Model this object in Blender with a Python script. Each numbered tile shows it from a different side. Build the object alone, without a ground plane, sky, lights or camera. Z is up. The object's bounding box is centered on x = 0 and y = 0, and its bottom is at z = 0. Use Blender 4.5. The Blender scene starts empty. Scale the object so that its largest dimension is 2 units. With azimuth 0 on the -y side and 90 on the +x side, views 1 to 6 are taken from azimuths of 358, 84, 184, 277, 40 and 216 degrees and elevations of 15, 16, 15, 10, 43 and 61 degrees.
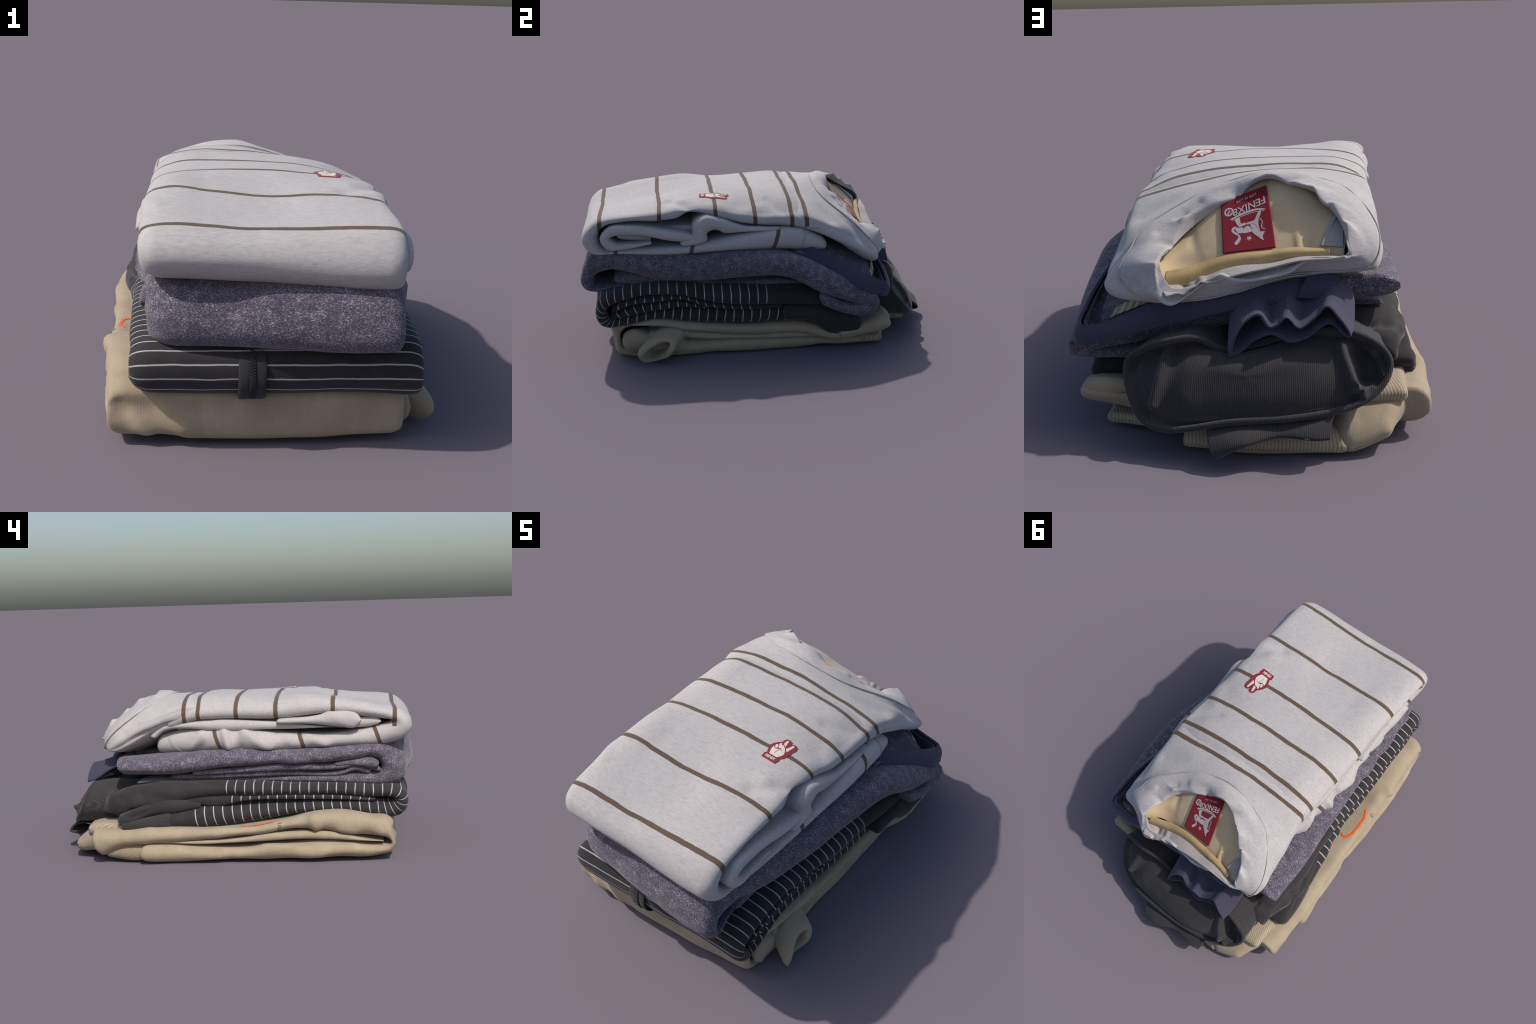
"""A stack of four folded garments: striped light sweatshirt on top of a navy
heather sweater, a black pinstriped zip jacket and a beige sweatshirt.
Every garment is a set of folded cloth layers (thick ribbons lofted between a
left and a right fold profile) plus collars, cuffs, trims and prints."""
import bpy, bmesh, math
from mathutils import Vector
from mathutils.geometry import delaunay_2d_cdt
import numpy as np

RNG = np.random.default_rng(7)

# ------------------------------------------------------------------ helpers
def hermite(knots, pts, t):
    """Non-uniform Catmull-Rom through pts (k, d) at the given knots."""
    pts = np.asarray(pts, float)
    k = np.asarray(knots, float)
    m = np.zeros_like(pts)
    d = np.diff(pts, axis=0) / np.diff(k)[:, None]
    h = np.diff(k)
    m[1:-1] = (d[:-1] * h[1:, None] + d[1:] * h[:-1, None]) / (h[1:] + h[:-1])[:, None]
    m[0], m[-1] = d[0], d[-1]
    i = np.clip(np.searchsorted(k, t, side="right") - 1, 0, len(k) - 2)
    w = ((t - k[i]) / h[i])[:, None]
    hh = h[i][:, None]
    return ((2 * w**3 - 3 * w**2 + 1) * pts[i] + (w**3 - 2 * w**2 + w) * hh * m[i]
            + (3 * w**2 - 2 * w**3) * pts[i + 1] + (w**3 - w**2) * hh * m[i + 1])


def closed_curve(pts, n):
    """Smooth closed loop through pts, n samples."""
    p = np.asarray(pts, float)
    k = len(p)
    ext = np.concatenate([p[-3:], p, p[:4]])
    kn = np.arange(-3, k + 4)
    return hermite(kn, ext, np.linspace(0, k, n, endpoint=False))


def open_curve(pts, n):
    p = np.asarray(pts, float)
    kn = np.concatenate([[0], np.cumsum(np.maximum(1e-4, np.linalg.norm(np.diff(p[:, :3], axis=0), axis=1)))])
    return hermite(kn, p, np.linspace(0, kn[-1], n))


class Waves:
    """Smooth pseudo-noise: a sum of random sinusoids."""
    def __init__(self, seed, freq, n=14, stretch=(1, 1, 1)):
        r = np.random.default_rng(seed)
        v = r.normal(size=(n, 3))
        v /= np.linalg.norm(v, axis=1)[:, None]
        self.k = v * freq * r.uniform(0.5, 1.5, (n, 1)) * np.asarray(stretch)
        self.p = r.uniform(0, 6.28, n)
        self.n = n

    def __call__(self, P):
        out = np.zeros(len(P))
        for k, p in zip(self.k, self.p):
            out += np.sin(P @ k + p)
        return out / math.sqrt(self.n / 2)


def seg_dist(P, a, b):
    a, b = np.asarray(a, float), np.asarray(b, float)
    d = b - a
    t = np.clip(((P - a) @ d) / (d @ d), 0, 1)
    return np.linalg.norm(P - a - t[:, None] * d, axis=1), t


def smooth(e0, e1, x):
    t = np.clip((x - e0) / (e1 - e0), 0, 1)
    return t * t * (3 - 2 * t)


def vertex_normals(P, F):
    n = np.zeros_like(P)
    for k in range(1, F.shape[1] - 1):
        a, b, c = P[F[:, 0]], P[F[:, k]], P[F[:, k + 1]]
        fn = np.cross(b - a, c - a)
        for j in (0, k, k + 1):
            np.add.at(n, F[:, j], fn)
    return n / np.maximum(1e-12, np.linalg.norm(n, axis=1))[:, None]


def grid_faces(nr, nc, wrap_c=False, wrap_r=False):
    r = np.arange(nr if wrap_r else nr - 1)
    c = np.arange(nc if wrap_c else nc - 1)
    R, C = np.meshgrid(r, c, indexing="ij")
    R, C = R.ravel(), C.ravel()
    R2, C2 = (R + 1) % nr, (C + 1) % nc
    return np.stack([R * nc + C, R * nc + C2, R2 * nc + C2, R2 * nc + C], 1)


def apply_relief(P, F, folds=(), ripple=()):
    """folds: (a, b, width, height) soft ridges (+) or creases (-) along the
    normal; ripple: (seed, frequency, amplitude[, stretch])."""
    N = vertex_normals(P, F)
    d = np.zeros(len(P))
    for fo in folds:
        a, b, w, h = fo[:4]
        keep = np.ones(3)
        if len(fo) > 4:                       # fold seen along this axis
            keep["xyz".index(fo[4])] = 0
        r, t = seg_dist(P * keep, np.asarray(a) * keep, np.asarray(b) * keep)
        d += h * np.exp(-(r / w) ** 2)
    for rp in ripple:
        d += rp[2] * Waves(rp[0], rp[1], stretch=rp[3] if len(rp) > 3 else (1, 1, 1))(P)
    return P + N * d[:, None]


def make_object(name, P, F, mat, parent, lengths=None, smooth_shade=True, extra=None):
    me = bpy.data.meshes.new(name)
    me.from_pydata(np.asarray(P).tolist(), [], [tuple(f) for f in np.asarray(F).tolist()] if not isinstance(F, list) else F)
    if lengths is not None:
        at = me.attributes.new("fabric_length", "FLOAT", "POINT")
        at.data.foreach_set("value", np.asarray(lengths, np.float32))
    me.update()
    bm = bmesh.new(); bm.from_mesh(me)
    bmesh.ops.remove_doubles(bm, verts=bm.verts, dist=1e-5)
    bmesh.ops.recalc_face_normals(bm, faces=bm.faces)
    bm.to_mesh(me); bm.free()
    if smooth_shade:
        me.polygons.foreach_set("use_smooth", [True] * len(me.polygons))
    me.materials.append(mat)
    ob = bpy.data.objects.new(name, me)
    bpy.context.collection.objects.link(ob)
    ob.parent = parent
    return ob


def thing(name, label, category):
    e = bpy.data.objects.new(name, None)
    bpy.context.collection.objects.link(e)
    e["label"], e["category"] = label, category
    return e


def cloth_layer(name, parent, mat, left, right, xl, xr, mid=None, n_s=200, n_u=90,
                edge=0.05, cap=(True, True), folds=(), ripple=(), shift=None, keep_caps=1.0, surface=None, bulge=None, front=None, round_=1.1, round_right=None):
    """A folded layer of cloth. left/right: lists of (y_out, z_out, y_in, z_in)
    stations along the fold; xl/xr: x of both side edges (number or list);
    mid: z lift of the middle of the layer per station."""
    L, R = np.asarray(left, float), np.asarray(right, float)
    k = len(L)
    assert len(R) == k, (name, len(L), len(R))
    xl = np.full(k, xl) if np.isscalar(xl) else np.asarray(xl, float)
    xr = np.full(k, xr) if np.isscalar(xr) else np.asarray(xr, float)
    mid = np.zeros(k) if mid is None else np.asarray(mid, float)
    cl = (L[:, :2] + L[:, 2:]) / 2
    cr = (R[:, :2] + R[:, 2:]) / 2
    seg = (np.linalg.norm(np.diff(L[:, :2], axis=0), axis=1) + np.linalg.norm(np.diff(R[:, :2], axis=0), axis=1)) / 2
    kn = np.concatenate([[0], np.cumsum(np.maximum(seg, 0.01))])
    allp = np.column_stack([L, R, xl, xr, mid])
    t = np.linspace(0, kn[-1], n_s)
    # denser samples near the two ends for the rounded caps
    e = 0.5 * (1 - np.cos(np.linspace(0, np.pi / 2, 7)))[:-1] * 0.03
    t = np.unique(np.concatenate([t, e, kn[-1] - e]))
    Q = hermite(kn, allp, t)
    OL, IL, OR, IR = Q[:, 0:2], Q[:, 2:4], Q[:, 4:6], Q[:, 6:8]
    X0, X1, M = Q[:, 8], Q[:, 9], Q[:, 10]
    ns = len(t)
    # section template: (side, u-part, v)
    nu = n_u
    us = np.linspace(0, 1, nu)
    ne = 9
    ph = np.linspace(np.pi / 2, -np.pi / 2, ne + 2)[1:-1]
    rings = []
    for i in range(ns):
        HL, HR = (OL[i] - IL[i]) / 2, (OR[i] - IR[i]) / 2
        CL, CR = (OL[i] + IL[i]) / 2, (OR[i] + IR[i]) / 2
        c = 1.0
        hm = (np.linalg.norm(HL) + np.linalg.norm(HR)) / 2
        r = min(hm, 0.03) * keep_caps
        if cap[0] and t[i] < r:
            c = min(c, math.sqrt(max(0, 1 - (1 - t[i] / r) ** 2)))
        if cap[1] and kn[-1] - t[i] < r:
            c = min(c, math.sqrt(max(0, 1 - (1 - (kn[-1] - t[i]) / r) ** 2)))
        w = X1[i] - X0[i]
        eL = min(edge, np.linalg.norm(HL) * round_) / w
        eR = min(edge, np.linalg.norm(HR) * (round_right or round_)) / w
        u_top = eL + us * (1 - eL - eR)
        u_all = np.concatenate([u_top, 1 - eR + eR * np.cos(ph), u_top[::-1], eL - eL * np.cos(ph)])
        v_all = np.concatenate([np.ones(nu), np.sin(ph), -np.ones(nu), np.sin(ph[::-1])]) * c
        wt = u_all * u_all * (3 - 2 * u_all)
        wt = 0.5 * wt + 0.5 * u_all
        yz = (CL[None] * (1 - wt[:, None]) + CR[None] * wt[:, None]
              + v_all[:, None] * (HL[None] * (1 - wt[:, None]) + HR[None] * wt[:, None]))
        bump = (1 - np.abs(2 * u_all - 1) ** 2.5)
        x = X0[i] + w * u_all
        if c < 1:
            x = np.clip(x, X0[i] + r * (1 - c), X1[i] - r * (1 - c))
        zz = yz[:, 1] + M[i] * bump
        if surface is not None:
            wgt, H = surface(x, yz[:, 0], i / (ns - 1), t[i])
            inner_z = (IL[i, 1] * (1 - wt) + IR[i, 1] * wt)
            want = inner_z + (H - inner_z) * (v_all + 1) / 2
            zz = zz * (1 - wgt) + want * wgt
        yy = yz[:, 0]
        if bulge is not None:
            yy = yy + bulge(u_all, t[i] / kn[-1])
        rings.append(np.column_stack([x, yy, zz]))
    nc = len(rings[0])
    P = np.concatenate(rings)
    F = grid_faces(ns, nc, wrap_c=True)
    S = np.repeat(t, nc)
    if not cap[0] or not cap[1]:
        pass
    if front is not None:
        ia, ib = (int(np.searchsorted(t, kn[q])) for q in front)
        G = P.reshape(ns, nc, 3)
        V = np.empty((ns, nc))
        V[:ia + 1] = -G[:ia + 1, :, 1]
        arc = np.concatenate([[0], np.cumsum(np.linalg.norm(np.diff(OL[ia:ib + 1], axis=0), axis=1))])
        const = -OL[ia, 0] + arc[-1] - OL[ib, 0]
        V[ib:] = const + G[ib:, :, 1] - .18 * (G[ib:, :, 2] - .22)
        for q in range(ia + 1, ib):
            fr = arc[q - ia] / arc[-1]
            V[q] = V[ia] * (1 - fr) + V[ib] * fr
        S = V.ravel()
    if shift is not None:
        P = shift(P, S)
    P = apply_relief(P, F, folds, ripple)
    P[:, 2] = np.maximum(P[:, 2], 0.0)
    return make_object(name, P, F, mat, parent, S)


def ring_loft(name, parent, mat, rings, n_around=220, n_between=14, folds=(), ripple=(), close_end=False, thickness=0.0, arc=None):
    """Loft a smooth surface through closed control rings (same point count)."""
    Rn = [closed_curve(r, n_around) for r in rings]
    A = np.stack(Rn)                                  # (rings, n, 3)
    kn = np.arange(len(rings))
    t = np.linspace(0, len(rings) - 1, (len(rings) - 1) * n_between + 1)
    flat = hermite(kn, A.reshape(len(rings), -1), t).reshape(len(t), n_around, 3)
    P = flat.reshape(-1, 3)
    F = grid_faces(len(t), n_around, wrap_c=True)
    S = np.repeat(t, n_around)
    P = apply_relief(P, F, folds, ripple)
    ob = make_object(name, P, F, mat, parent, S)
    if thickness:
        m = ob.modifiers.new("thickness", "SOLIDIFY"); m.thickness = thickness; m.offset = 0
    return ob


def sheet(name, parent, mat, rows, n_u=80, n_v=40, thickness=0.006, folds=(), ripple=(), offset=0.0):
    """Smooth sheet through a control net rows[v][u] = (x, y, z)."""
    rows = [open_curve(r, n_u) for r in rows]
    A = np.stack(rows).reshape(len(rows), -1)
    kn = np.arange(len(rows))
    t = np.linspace(0, len(rows) - 1, n_v)
    P = hermite(kn, A, t).reshape(-1, 3)
    F = grid_faces(n_v, n_u)
    S = np.repeat(t, n_u)
    P = apply_relief(P, F, folds, ripple)
    ob = make_object(name, P, F, mat, parent, S)
    m = ob.modifiers.new("thickness", "SOLIDIFY"); m.thickness = thickness; m.offset = offset
    return ob


def cord(name, parent, mat, pts, radius, n=120, sides=12, closed=False, flat=1.0, up=(0, 0, 1)):
    """Round (or flattened) cord along a smooth path; pts may carry a radius factor."""
    p = np.asarray(pts, float)
    C = closed_curve(p, n) if closed else open_curve(p, n)
    rad = C[:, 3] * radius if C.shape[1] > 3 else np.full(n, radius)
    C = C[:, :3]
    T = (np.roll(C, -1, 0) - np.roll(C, 1, 0)) if closed else np.gradient(C, axis=0)
    T /= np.linalg.norm(T, axis=1)[:, None]
    U = np.asarray(up, float)[None] - (T @ np.asarray(up, float))[:, None] * T
    U /= np.maximum(1e-6, np.linalg.norm(U, axis=1))[:, None]
    V = np.cross(T, U)
    a = np.linspace(0, 2 * np.pi, sides, endpoint=False)
    P = (C[:, None] + rad[:, None, None] * (np.cos(a)[None, :, None] * V[:, None] + flat * np.sin(a)[None, :, None] * U[:, None])).reshape(-1, 3)
    F = grid_faces(n, sides, wrap_c=True, wrap_r=closed).tolist()
    if not closed:
        F += [list(range(sides)), list(range((n - 1) * sides, n * sides))]
    return make_object(name, P, F, mat, parent, np.repeat(np.arange(n) * 1.0, sides))


# ---------------------------------------------------------------- materials
class Mat:
    def __init__(self, name, rough=0.9, sheen=0.15):
        self.m = bpy.data.materials.new(name)
        self.m.use_nodes = True
        self.nt = self.m.node_tree
        self.b = self.nt.nodes["Principled BSDF"]
        self.b.inputs["Roughness"].default_value = rough
        self.b.inputs["Specular IOR Level"].default_value = 0.2
        self.b.inputs["Sheen Weight"].default_value = sheen
        self.b.inputs["Sheen Roughness"].default_value = 0.5
        self.obj = self.node("ShaderNodeTexCoord").outputs["Object"]

    def node(self, kind, **kw):
        n = self.nt.nodes.new(kind)
        for k, v in kw.items():
            setattr(n, k, v)
        return n

    def put(self, sock, v):
        if hasattr(v, "is_output"):
            self.nt.links.new(v, sock)
        else:
            sock.default_value = v

    def mapped(self, scale=(1, 1, 1), rot=(0, 0, 0), src=None):
        n = self.node("ShaderNodeMapping")
        self.put(n.inputs["Vector"], src or self.obj)
        n.inputs["Scale"].default_value = scale
        n.inputs["Rotation"].default_value = rot
        return n.outputs[0]

    def noise(self, vec, scale, detail=3, rough=0.6, distort=0.0):
        n = self.node("ShaderNodeTexNoise")
        self.put(n.inputs["Vector"], vec)
        n.inputs["Scale"].default_value = scale
        n.inputs["Detail"].default_value = detail
        n.inputs["Roughness"].default_value = rough
        n.inputs["Distortion"].default_value = distort
        return n.outputs["Fac"]

    def ramp(self, fac, stops):
        n = self.node("ShaderNodeValToRGB")
        self.put(n.inputs[0], fac)
        cr = n.color_ramp
        while len(cr.elements) < len(stops):
            cr.elements.new(0.5)
        for e, (p, c) in zip(cr.elements, stops):
            e.position = p
            e.color = (c, c, c, 1) if np.isscalar(c) else (*c, 1)
        return n.outputs[0]

    def math(self, op, a, b=0.0, c=0.0, clamp=False):
        n = self.node("ShaderNodeMath", operation=op)
        n.use_clamp = clamp
        self.put(n.inputs[0], a); self.put(n.inputs[1], b); self.put(n.inputs[2], c)
        return n.outputs[0]

    def mix(self, fac, a, b, mode="MIX"):
        n = self.node("ShaderNodeMix", data_type="RGBA", blend_type=mode)
        self.put(n.inputs[0], fac)
        for s, v in ((n.inputs[6], a), (n.inputs[7], b)):
            if isinstance(v, tuple):
                v = (*v, 1) if len(v) == 3 else v
            self.put(s, v)
        return n.outputs[2]

    def xyz(self):
        n = self.node("ShaderNodeSeparateXYZ")
        self.put(n.inputs[0], self.obj)
        return n.outputs

    def attr(self, name):
        n = self.node("ShaderNodeAttribute", attribute_name=name)
        return n.outputs["Fac"]

    def band(self, coord, centre, half, soft=0.002):
        """1 inside |coord-centre|<half, 0 outside, soft border."""
        d = self.math("ABSOLUTE", self.math("SUBTRACT", coord, centre))
        n = self.node("ShaderNodeMapRange")
        self.put(n.inputs[0], d)
        n.inputs[1].default_value, n.inputs[2].default_value = half + soft, half - soft
        n.inputs[3].default_value, n.inputs[4].default_value = 0, 1
        return n.outputs[0]

    def step(self, coord, edge, soft=0.003):
        n = self.node("ShaderNodeMapRange")
        self.put(n.inputs[0], coord)
        n.inputs[1].default_value, n.inputs[2].default_value = edge - soft, edge + soft
        return n.outputs[0]

    def finish(self, color, height=None, strength=0.3, dist=0.002):
        self.put(self.b.inputs["Base Color"], color if hasattr(color, "is_output") else (*color, 1))
        if height is not None:
            bp = self.node("ShaderNodeBump")
            bp.inputs["Strength"].default_value = strength
            bp.inputs["Distance"].default_value = dist
            self.put(bp.inputs["Height"], height)
            self.nt.links.new(bp.outputs[0], self.b.inputs["Normal"])
        return self.m


def knit(m, freq=260):
    """Fine jersey grain height."""
    a = m.noise(m.mapped((1, 1, 1)), freq, 2, 0.7)
    b = m.noise(m.mapped((0.25, 1.6, 1.6)), freq * 0.8, 2, 0.6)
    return m.math("ADD", a, b)


def light_heather(name, stripes=None, under=None, tint=(1, 1, 1)):
    m = Mat(name)
    streak = m.noise(m.mapped((14, 44, 44)), 2.4, 4, 0.72)
    fine = m.noise(m.mapped((110, 170, 170)), 2.6, 2, 0.7)
    blot = m.noise(m.obj, 6, 2)
    f = m.math("ADD", m.math("MULTIPLY", streak, 0.55), m.math("MULTIPLY", fine, 0.45))
    lo, mi, hi = (0.27, 0.250, 0.247), (0.42, 0.393, 0.388), (0.525, 0.494, 0.486)
    tt = lambda c: tuple(a * b for a, b in zip(c, tint))
    col = m.ramp(f, [(0.30, tt(lo)), (0.48, tt(mi)), (0.68, tt(hi))])
    col = m.mix(0.25, col, m.ramp(blot, [(0.3, tt((0.385, 0.360, 0.358))), (0.7, tt((0.475, 0.446, 0.438)))]))
    if stripes:
        x, y, z = m.xyz()
        wob = m.math("MULTIPLY", m.math("SUBTRACT", m.noise(m.obj, 5, 2), 0.5), 0.022)
        fuzz = m.math("MULTIPLY", m.math("SUBTRACT", m.noise(m.obj, 260, 1), 0.5), 0.004)
        c = m.math("ADD", m.math("ADD", y, wob), fuzz)
        c = m.math("SUBTRACT", c, m.math("MULTIPLY", x, 0.012))
        up = None
        for s in stripes:
            b = m.band(c, s, 0.0115, 0.0015)
            up = b if up is None else m.math("MAXIMUM", up, b)
        mask = m.math("MULTIPLY", up, m.step(z, 0.697, 0.002)) if under else up
        if under:
            lowm = None
            c2 = m.math("SUBTRACT", c, m.math("MULTIPLY", m.math("SUBTRACT", z, 0.60), 0.35))
            for s in under:
                b = m.band(c2, s, 0.0115, 0.0015)
                lowm = b if lowm is None else m.math("MAXIMUM", lowm, b)
            inv = m.math("SUBTRACT", 1.0, m.step(z, 0.697, 0.002))
            mask = m.math("MAXIMUM", mask, m.math("MULTIPLY", lowm, inv))
        brown = m.ramp(fine, [(0.3, (0.075, 0.050, 0.034)), (0.7, (0.135, 0.093, 0.066))])
        col = m.mix(mask, col, brown)
    return m.finish(col, knit(m), 0.35, 0.0015)


def navy_heather(name):
    m = Mat(name, 0.95, 0.2)
    fl = m.noise(m.mapped((100, 72, 88), (0.3, 0.2, 0.5)), 2.7, 3, 0.65)
    fl2 = m.noise(m.mapped((60, 130, 110), (0.6, 0.3, 0.4)), 2.2, 3, 0.65)
    big = m.noise(m.mapped((1, 1.6, 1.6)), 17, 3, 0.6)
    f = m.math("MULTIPLY", m.math("ADD", fl, fl2), 0.5)
    f = m.math("ADD", f, m.math("MULTIPLY", m.math("SUBTRACT", big, 0.5), 0.20))
    col = m.ramp(f, [(0.36, (0.042, 0.035, 0.052)), (0.49, (0.080, 0.068, 0.094)),
                     (0.56, (0.165, 0.146, 0.180)), (0.66, (0.46, 0.42, 0.46))])
    return m.finish(col, f, 0.5, 0.004)


def rib_material(name, dark, lite, axis=(1, 0, 0), pitch=0.006, rough=0.9):
    m = Mat(name, rough, 0.2)
    d = m.node("ShaderNodeVectorMath", operation="DOT_PRODUCT")
    m.put(d.inputs[0], m.obj); d.inputs[1].default_value = axis
    wob = m.math("MULTIPLY", m.noise(m.obj, 9, 2), 0.012)
    c = m.math("ADD", d.outputs["Value"], wob)
    s = m.math("SINE", m.math("MULTIPLY", c, 2 * math.pi / pitch))
    s01 = m.math("MULTIPLY_ADD", s, 0.5, 0.5)
    n = m.noise(m.obj, 90, 3)
    mixf = m.math("ADD", m.math("MULTIPLY", s01, 0.5), m.math("MULTIPLY", n, 0.5))
    col = m.ramp(mixf, [(0.2, dark), (0.75, lite)])
    return m.finish(col, s01, 0.35, 0.0018)


def plain(name, dark, lite, freq=200, blot=8, rough=0.9, strength=0.3, stretch=(1, 1, 1)):
    m = Mat(name, rough)
    n = m.noise(m.mapped(stretch), freq, 3, 0.7)
    b = m.noise(m.obj, blot, 3)
    f = m.math("ADD", m.math("MULTIPLY", n, 0.5), m.math("MULTIPLY", b, 0.5))
    col = m.ramp(f, [(0.32, dark), (0.68, lite)])
    return m.finish(col, n, strength, 0.0015)


def pinstripe(name, pitch, offset, half, s_a, s_b, zip_gap=None):
    """Black jersey with thin pale stripes across the cloth length s, only
    for s in [s_a, s_b] (the yoke stays plain)."""
    m = Mat(name, 0.9, 0.12)
    n = m.noise(m.obj, 230, 3, 0.7)
    b = m.noise(m.obj, 9, 3)
    f = m.math("ADD", m.math("MULTIPLY", n, 0.5), m.math("MULTIPLY", b, 0.5))
    col = m.ramp(f, [(0.32, (0.021, 0.0190, 0.020)), (0.68, (0.038, 0.034, 0.036))])
    s = m.attr("fabric_length")
    wob = m.math("MULTIPLY", m.math("SUBTRACT", m.noise(m.obj, 7, 2), 0.5), 0.012)
    sw = m.math("ADD", s, wob)
    ph = m.math("PINGPONG", m.math("ADD", sw, offset), pitch / 2)
    line = m.node("ShaderNodeMapRange")
    m.put(line.inputs[0], ph)
    line.inputs[1].default_value, line.inputs[2].default_value = half + 0.0012, half - 0.0012
    mask = m.math("MULTIPLY", line.outputs[0], m.math("MULTIPLY", m.step(s, s_a), m.math("SUBTRACT", 1.0, m.step(s, s_b))))
    pale = m.ramp(n, [(0.3, (0.33, 0.31, 0.33)), (0.7, (0.55, 0.52, 0.54))])
    col = m.mix(m.math("MULTIPLY", mask, 0.92), col, pale)
    return m.finish(col, n, 0.35, 0.0015)


def beige_fleece(name):
    """Beige jersey with fine vertical rib lines in x."""
    m = Mat(name, 0.95)
    x, y, z = m.xyz()
    wob = m.math("MULTIPLY", m.noise(m.obj, 6, 2), 0.012)
    s = m.math("SINE", m.math("MULTIPLY", m.math("ADD", x, wob), 2 * math.pi / .0098))
    s = m.math("MULTIPLY_ADD", s, 0.5, 0.5)
    n = m.noise(m.obj, 240, 3, 0.7)
    b = m.noise(m.obj, 10, 3)
    f = m.math("ADD", m.math("MULTIPLY", n, 0.45), m.math("ADD", m.math("MULTIPLY", b, 0.45), m.math("MULTIPLY", s, 0.05)))
    col = m.ramp(f, [(0.34, (0.295, 0.235, 0.16)), (0.70, (0.42, 0.345, 0.245))])
    return m.finish(col, m.math("ADD", n, m.math("MULTIPLY", s, 0.25)), 0.3, 0.0015)


TOP_STRIPES = (-0.872, -0.552, -0.250, -0.035, 0.168, 0.248)
LOW_STRIPES = (-0.80, -0.39, 0.055)
M_SHIRT = light_heather("light_heather_striped", TOP_STRIPES, LOW_STRIPES)
M_SHIRT_PLAIN = light_heather("light_heather_plain")
M_SHIRT_IN = light_heather("light_heather_inside", tint=(0.86, 0.82, 0.78))
M_LINING = plain("cream_lining", (0.55, 0.405, 0.24), (0.66, 0.495, 0.305), 160, 5)
M_TAPE = plain("ochre_neck_tape", (0.42, 0.285, 0.125), (0.56, 0.40, 0.19), 190, 20)
M_TWILL = rib_material("cream_twill_tape", (0.22, 0.17, 0.11), (0.52, 0.44, 0.32), (0.8, 0.2, 0.5), 0.016)
M_NAVY = navy_heather("navy_heather")
M_NAVY_RIB = rib_material("navy_rib", (0.034, 0.031, 0.056), (0.064, 0.059, 0.098), (1, 0.25, 0), 0.0052)
M_BLACK = plain("black_jersey", (0.022, 0.020, 0.021), (0.040, 0.036, 0.038), 230, 9)
M_BLACK_RIB = rib_material("black_rib", (0.024, 0.022, 0.024), (0.047, 0.043, 0.044), (1, 0, 0), 0.0062)
M_ZIP = plain("black_zip", (0.012, 0.012, 0.014), (0.03, 0.03, 0.032), 300, 30, 0.6)
M_BEIGE = beige_fleece("beige_fleece")
M_BEIGE_RIB = rib_material("beige_rib", (0.25, 0.20, 0.135), (0.40, 0.325, 0.23), (0.9, 0.35, 0.1), 0.011)
M_RED = plain("red_woven_label", (0.17, 0.006, 0.016), (0.24, 0.012, 0.026), 200, 12)
M_WHITE = plain("white_woven_print", (0.42, 0.36, 0.36), (0.52, 0.46, 0.45), 260, 20)
M_CREAM = plain("cream_embroidery", (0.58, 0.51, 0.44), (0.68, 0.61, 0.54), 220, 20)
M_PATCH = plain("dark_red_embroidery", (0.17, 0.016, 0.026), (0.27, 0.030, 0.042), 240, 30)
M_ORANGE = plain("orange_print", (0.62, 0.09, 0.015), (0.78, 0.14, 0.03), 240, 30)
M_GREY_PRINT = plain("grey_print", (0.10, 0.09, 0.085), (0.19, 0.17, 0.15), 240, 60)
M_SEAM = plain("seam_thread", (0.30, 0.27, 0.24), (0.44, 0.41, 0.38), 300, 40)  # mottled warm grey thread of the collar and hem seams

# ============================================================== 1. SHIRT
shirt = thing("striped_sweatshirt", "light grey heather sweatshirt with thin brown stripes, folded", "sweatshirt")

shirt_left = [
    (.34, .775, .34, .725), (.15, .81, .15, .745), (-.08, .812, -.05, .752), (-.33, .818, -.3, .747), (-.60, .825, -.57, .770),
    (-.80, .806, -.69, .752), (-.908, .778, -.80, .737), (-.958, .730, -.856, .729), (-.962, .684, -.86, .722),
    (-.925, .635, -.84, .713), (-.85, .606, -.76, .695), (-.63, .590, -.60, .668), (-.30, .574, -.35, .666),
    (.05, .580, .08, .690), (.26, .563, .26, .685), (.42, .553, .40, .66)]
shirt_right = [
    (.34, .70, .34, .655), (.15, .765, .15, .700), (-.04, .785, -.04, .716), (-.22, .828, -.2, .745), (-.40, .838, -.36, .79),
    (-.56, .815, -.55, .764), (-.80, .800, -.72, .766), (-.905, .768, -.83, .755), (-.955, .715, -.872, .72),
    (-.970, .66, -.882, .67), (-.942, .607, -.865, .632), (-.80, .588, -.76, .625), (-.48, .578, -.45, .624),
    (-.05, .585, -.05, .685), (.18, .575, .2, .69), (.36, .556, .36, .61)]

# crown of the top sheet: heights over a coarse grid of x (columns) and y (rows)
CROWN_X = (-.42, -.34, -.20, .0, .18, .32, .42)
CROWN_Y = (-.88, -.70, -.56, -.40, -.25, -.04, .17, .25, .40)
CROWN = [(.780, .787, .783, .775, .780, .783, .778), (.816, .826, .814, .800, .806, .806, .802),
         (.832, .849, .838, .823, .832, .825, .808), (.842, .866, .856, .848, .854, .852, .832),
         (.822, .848, .861, .866, .857, .849, .828), (.820, .850, .864, .865, .850, .816, .772),
         (.818, .855, .870, .865, .842, .812, .768), (.812, .846, .860, .848, .823, .793, .755),
         (.79, .82, .84, .82, .78, .74, .71)]


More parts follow.
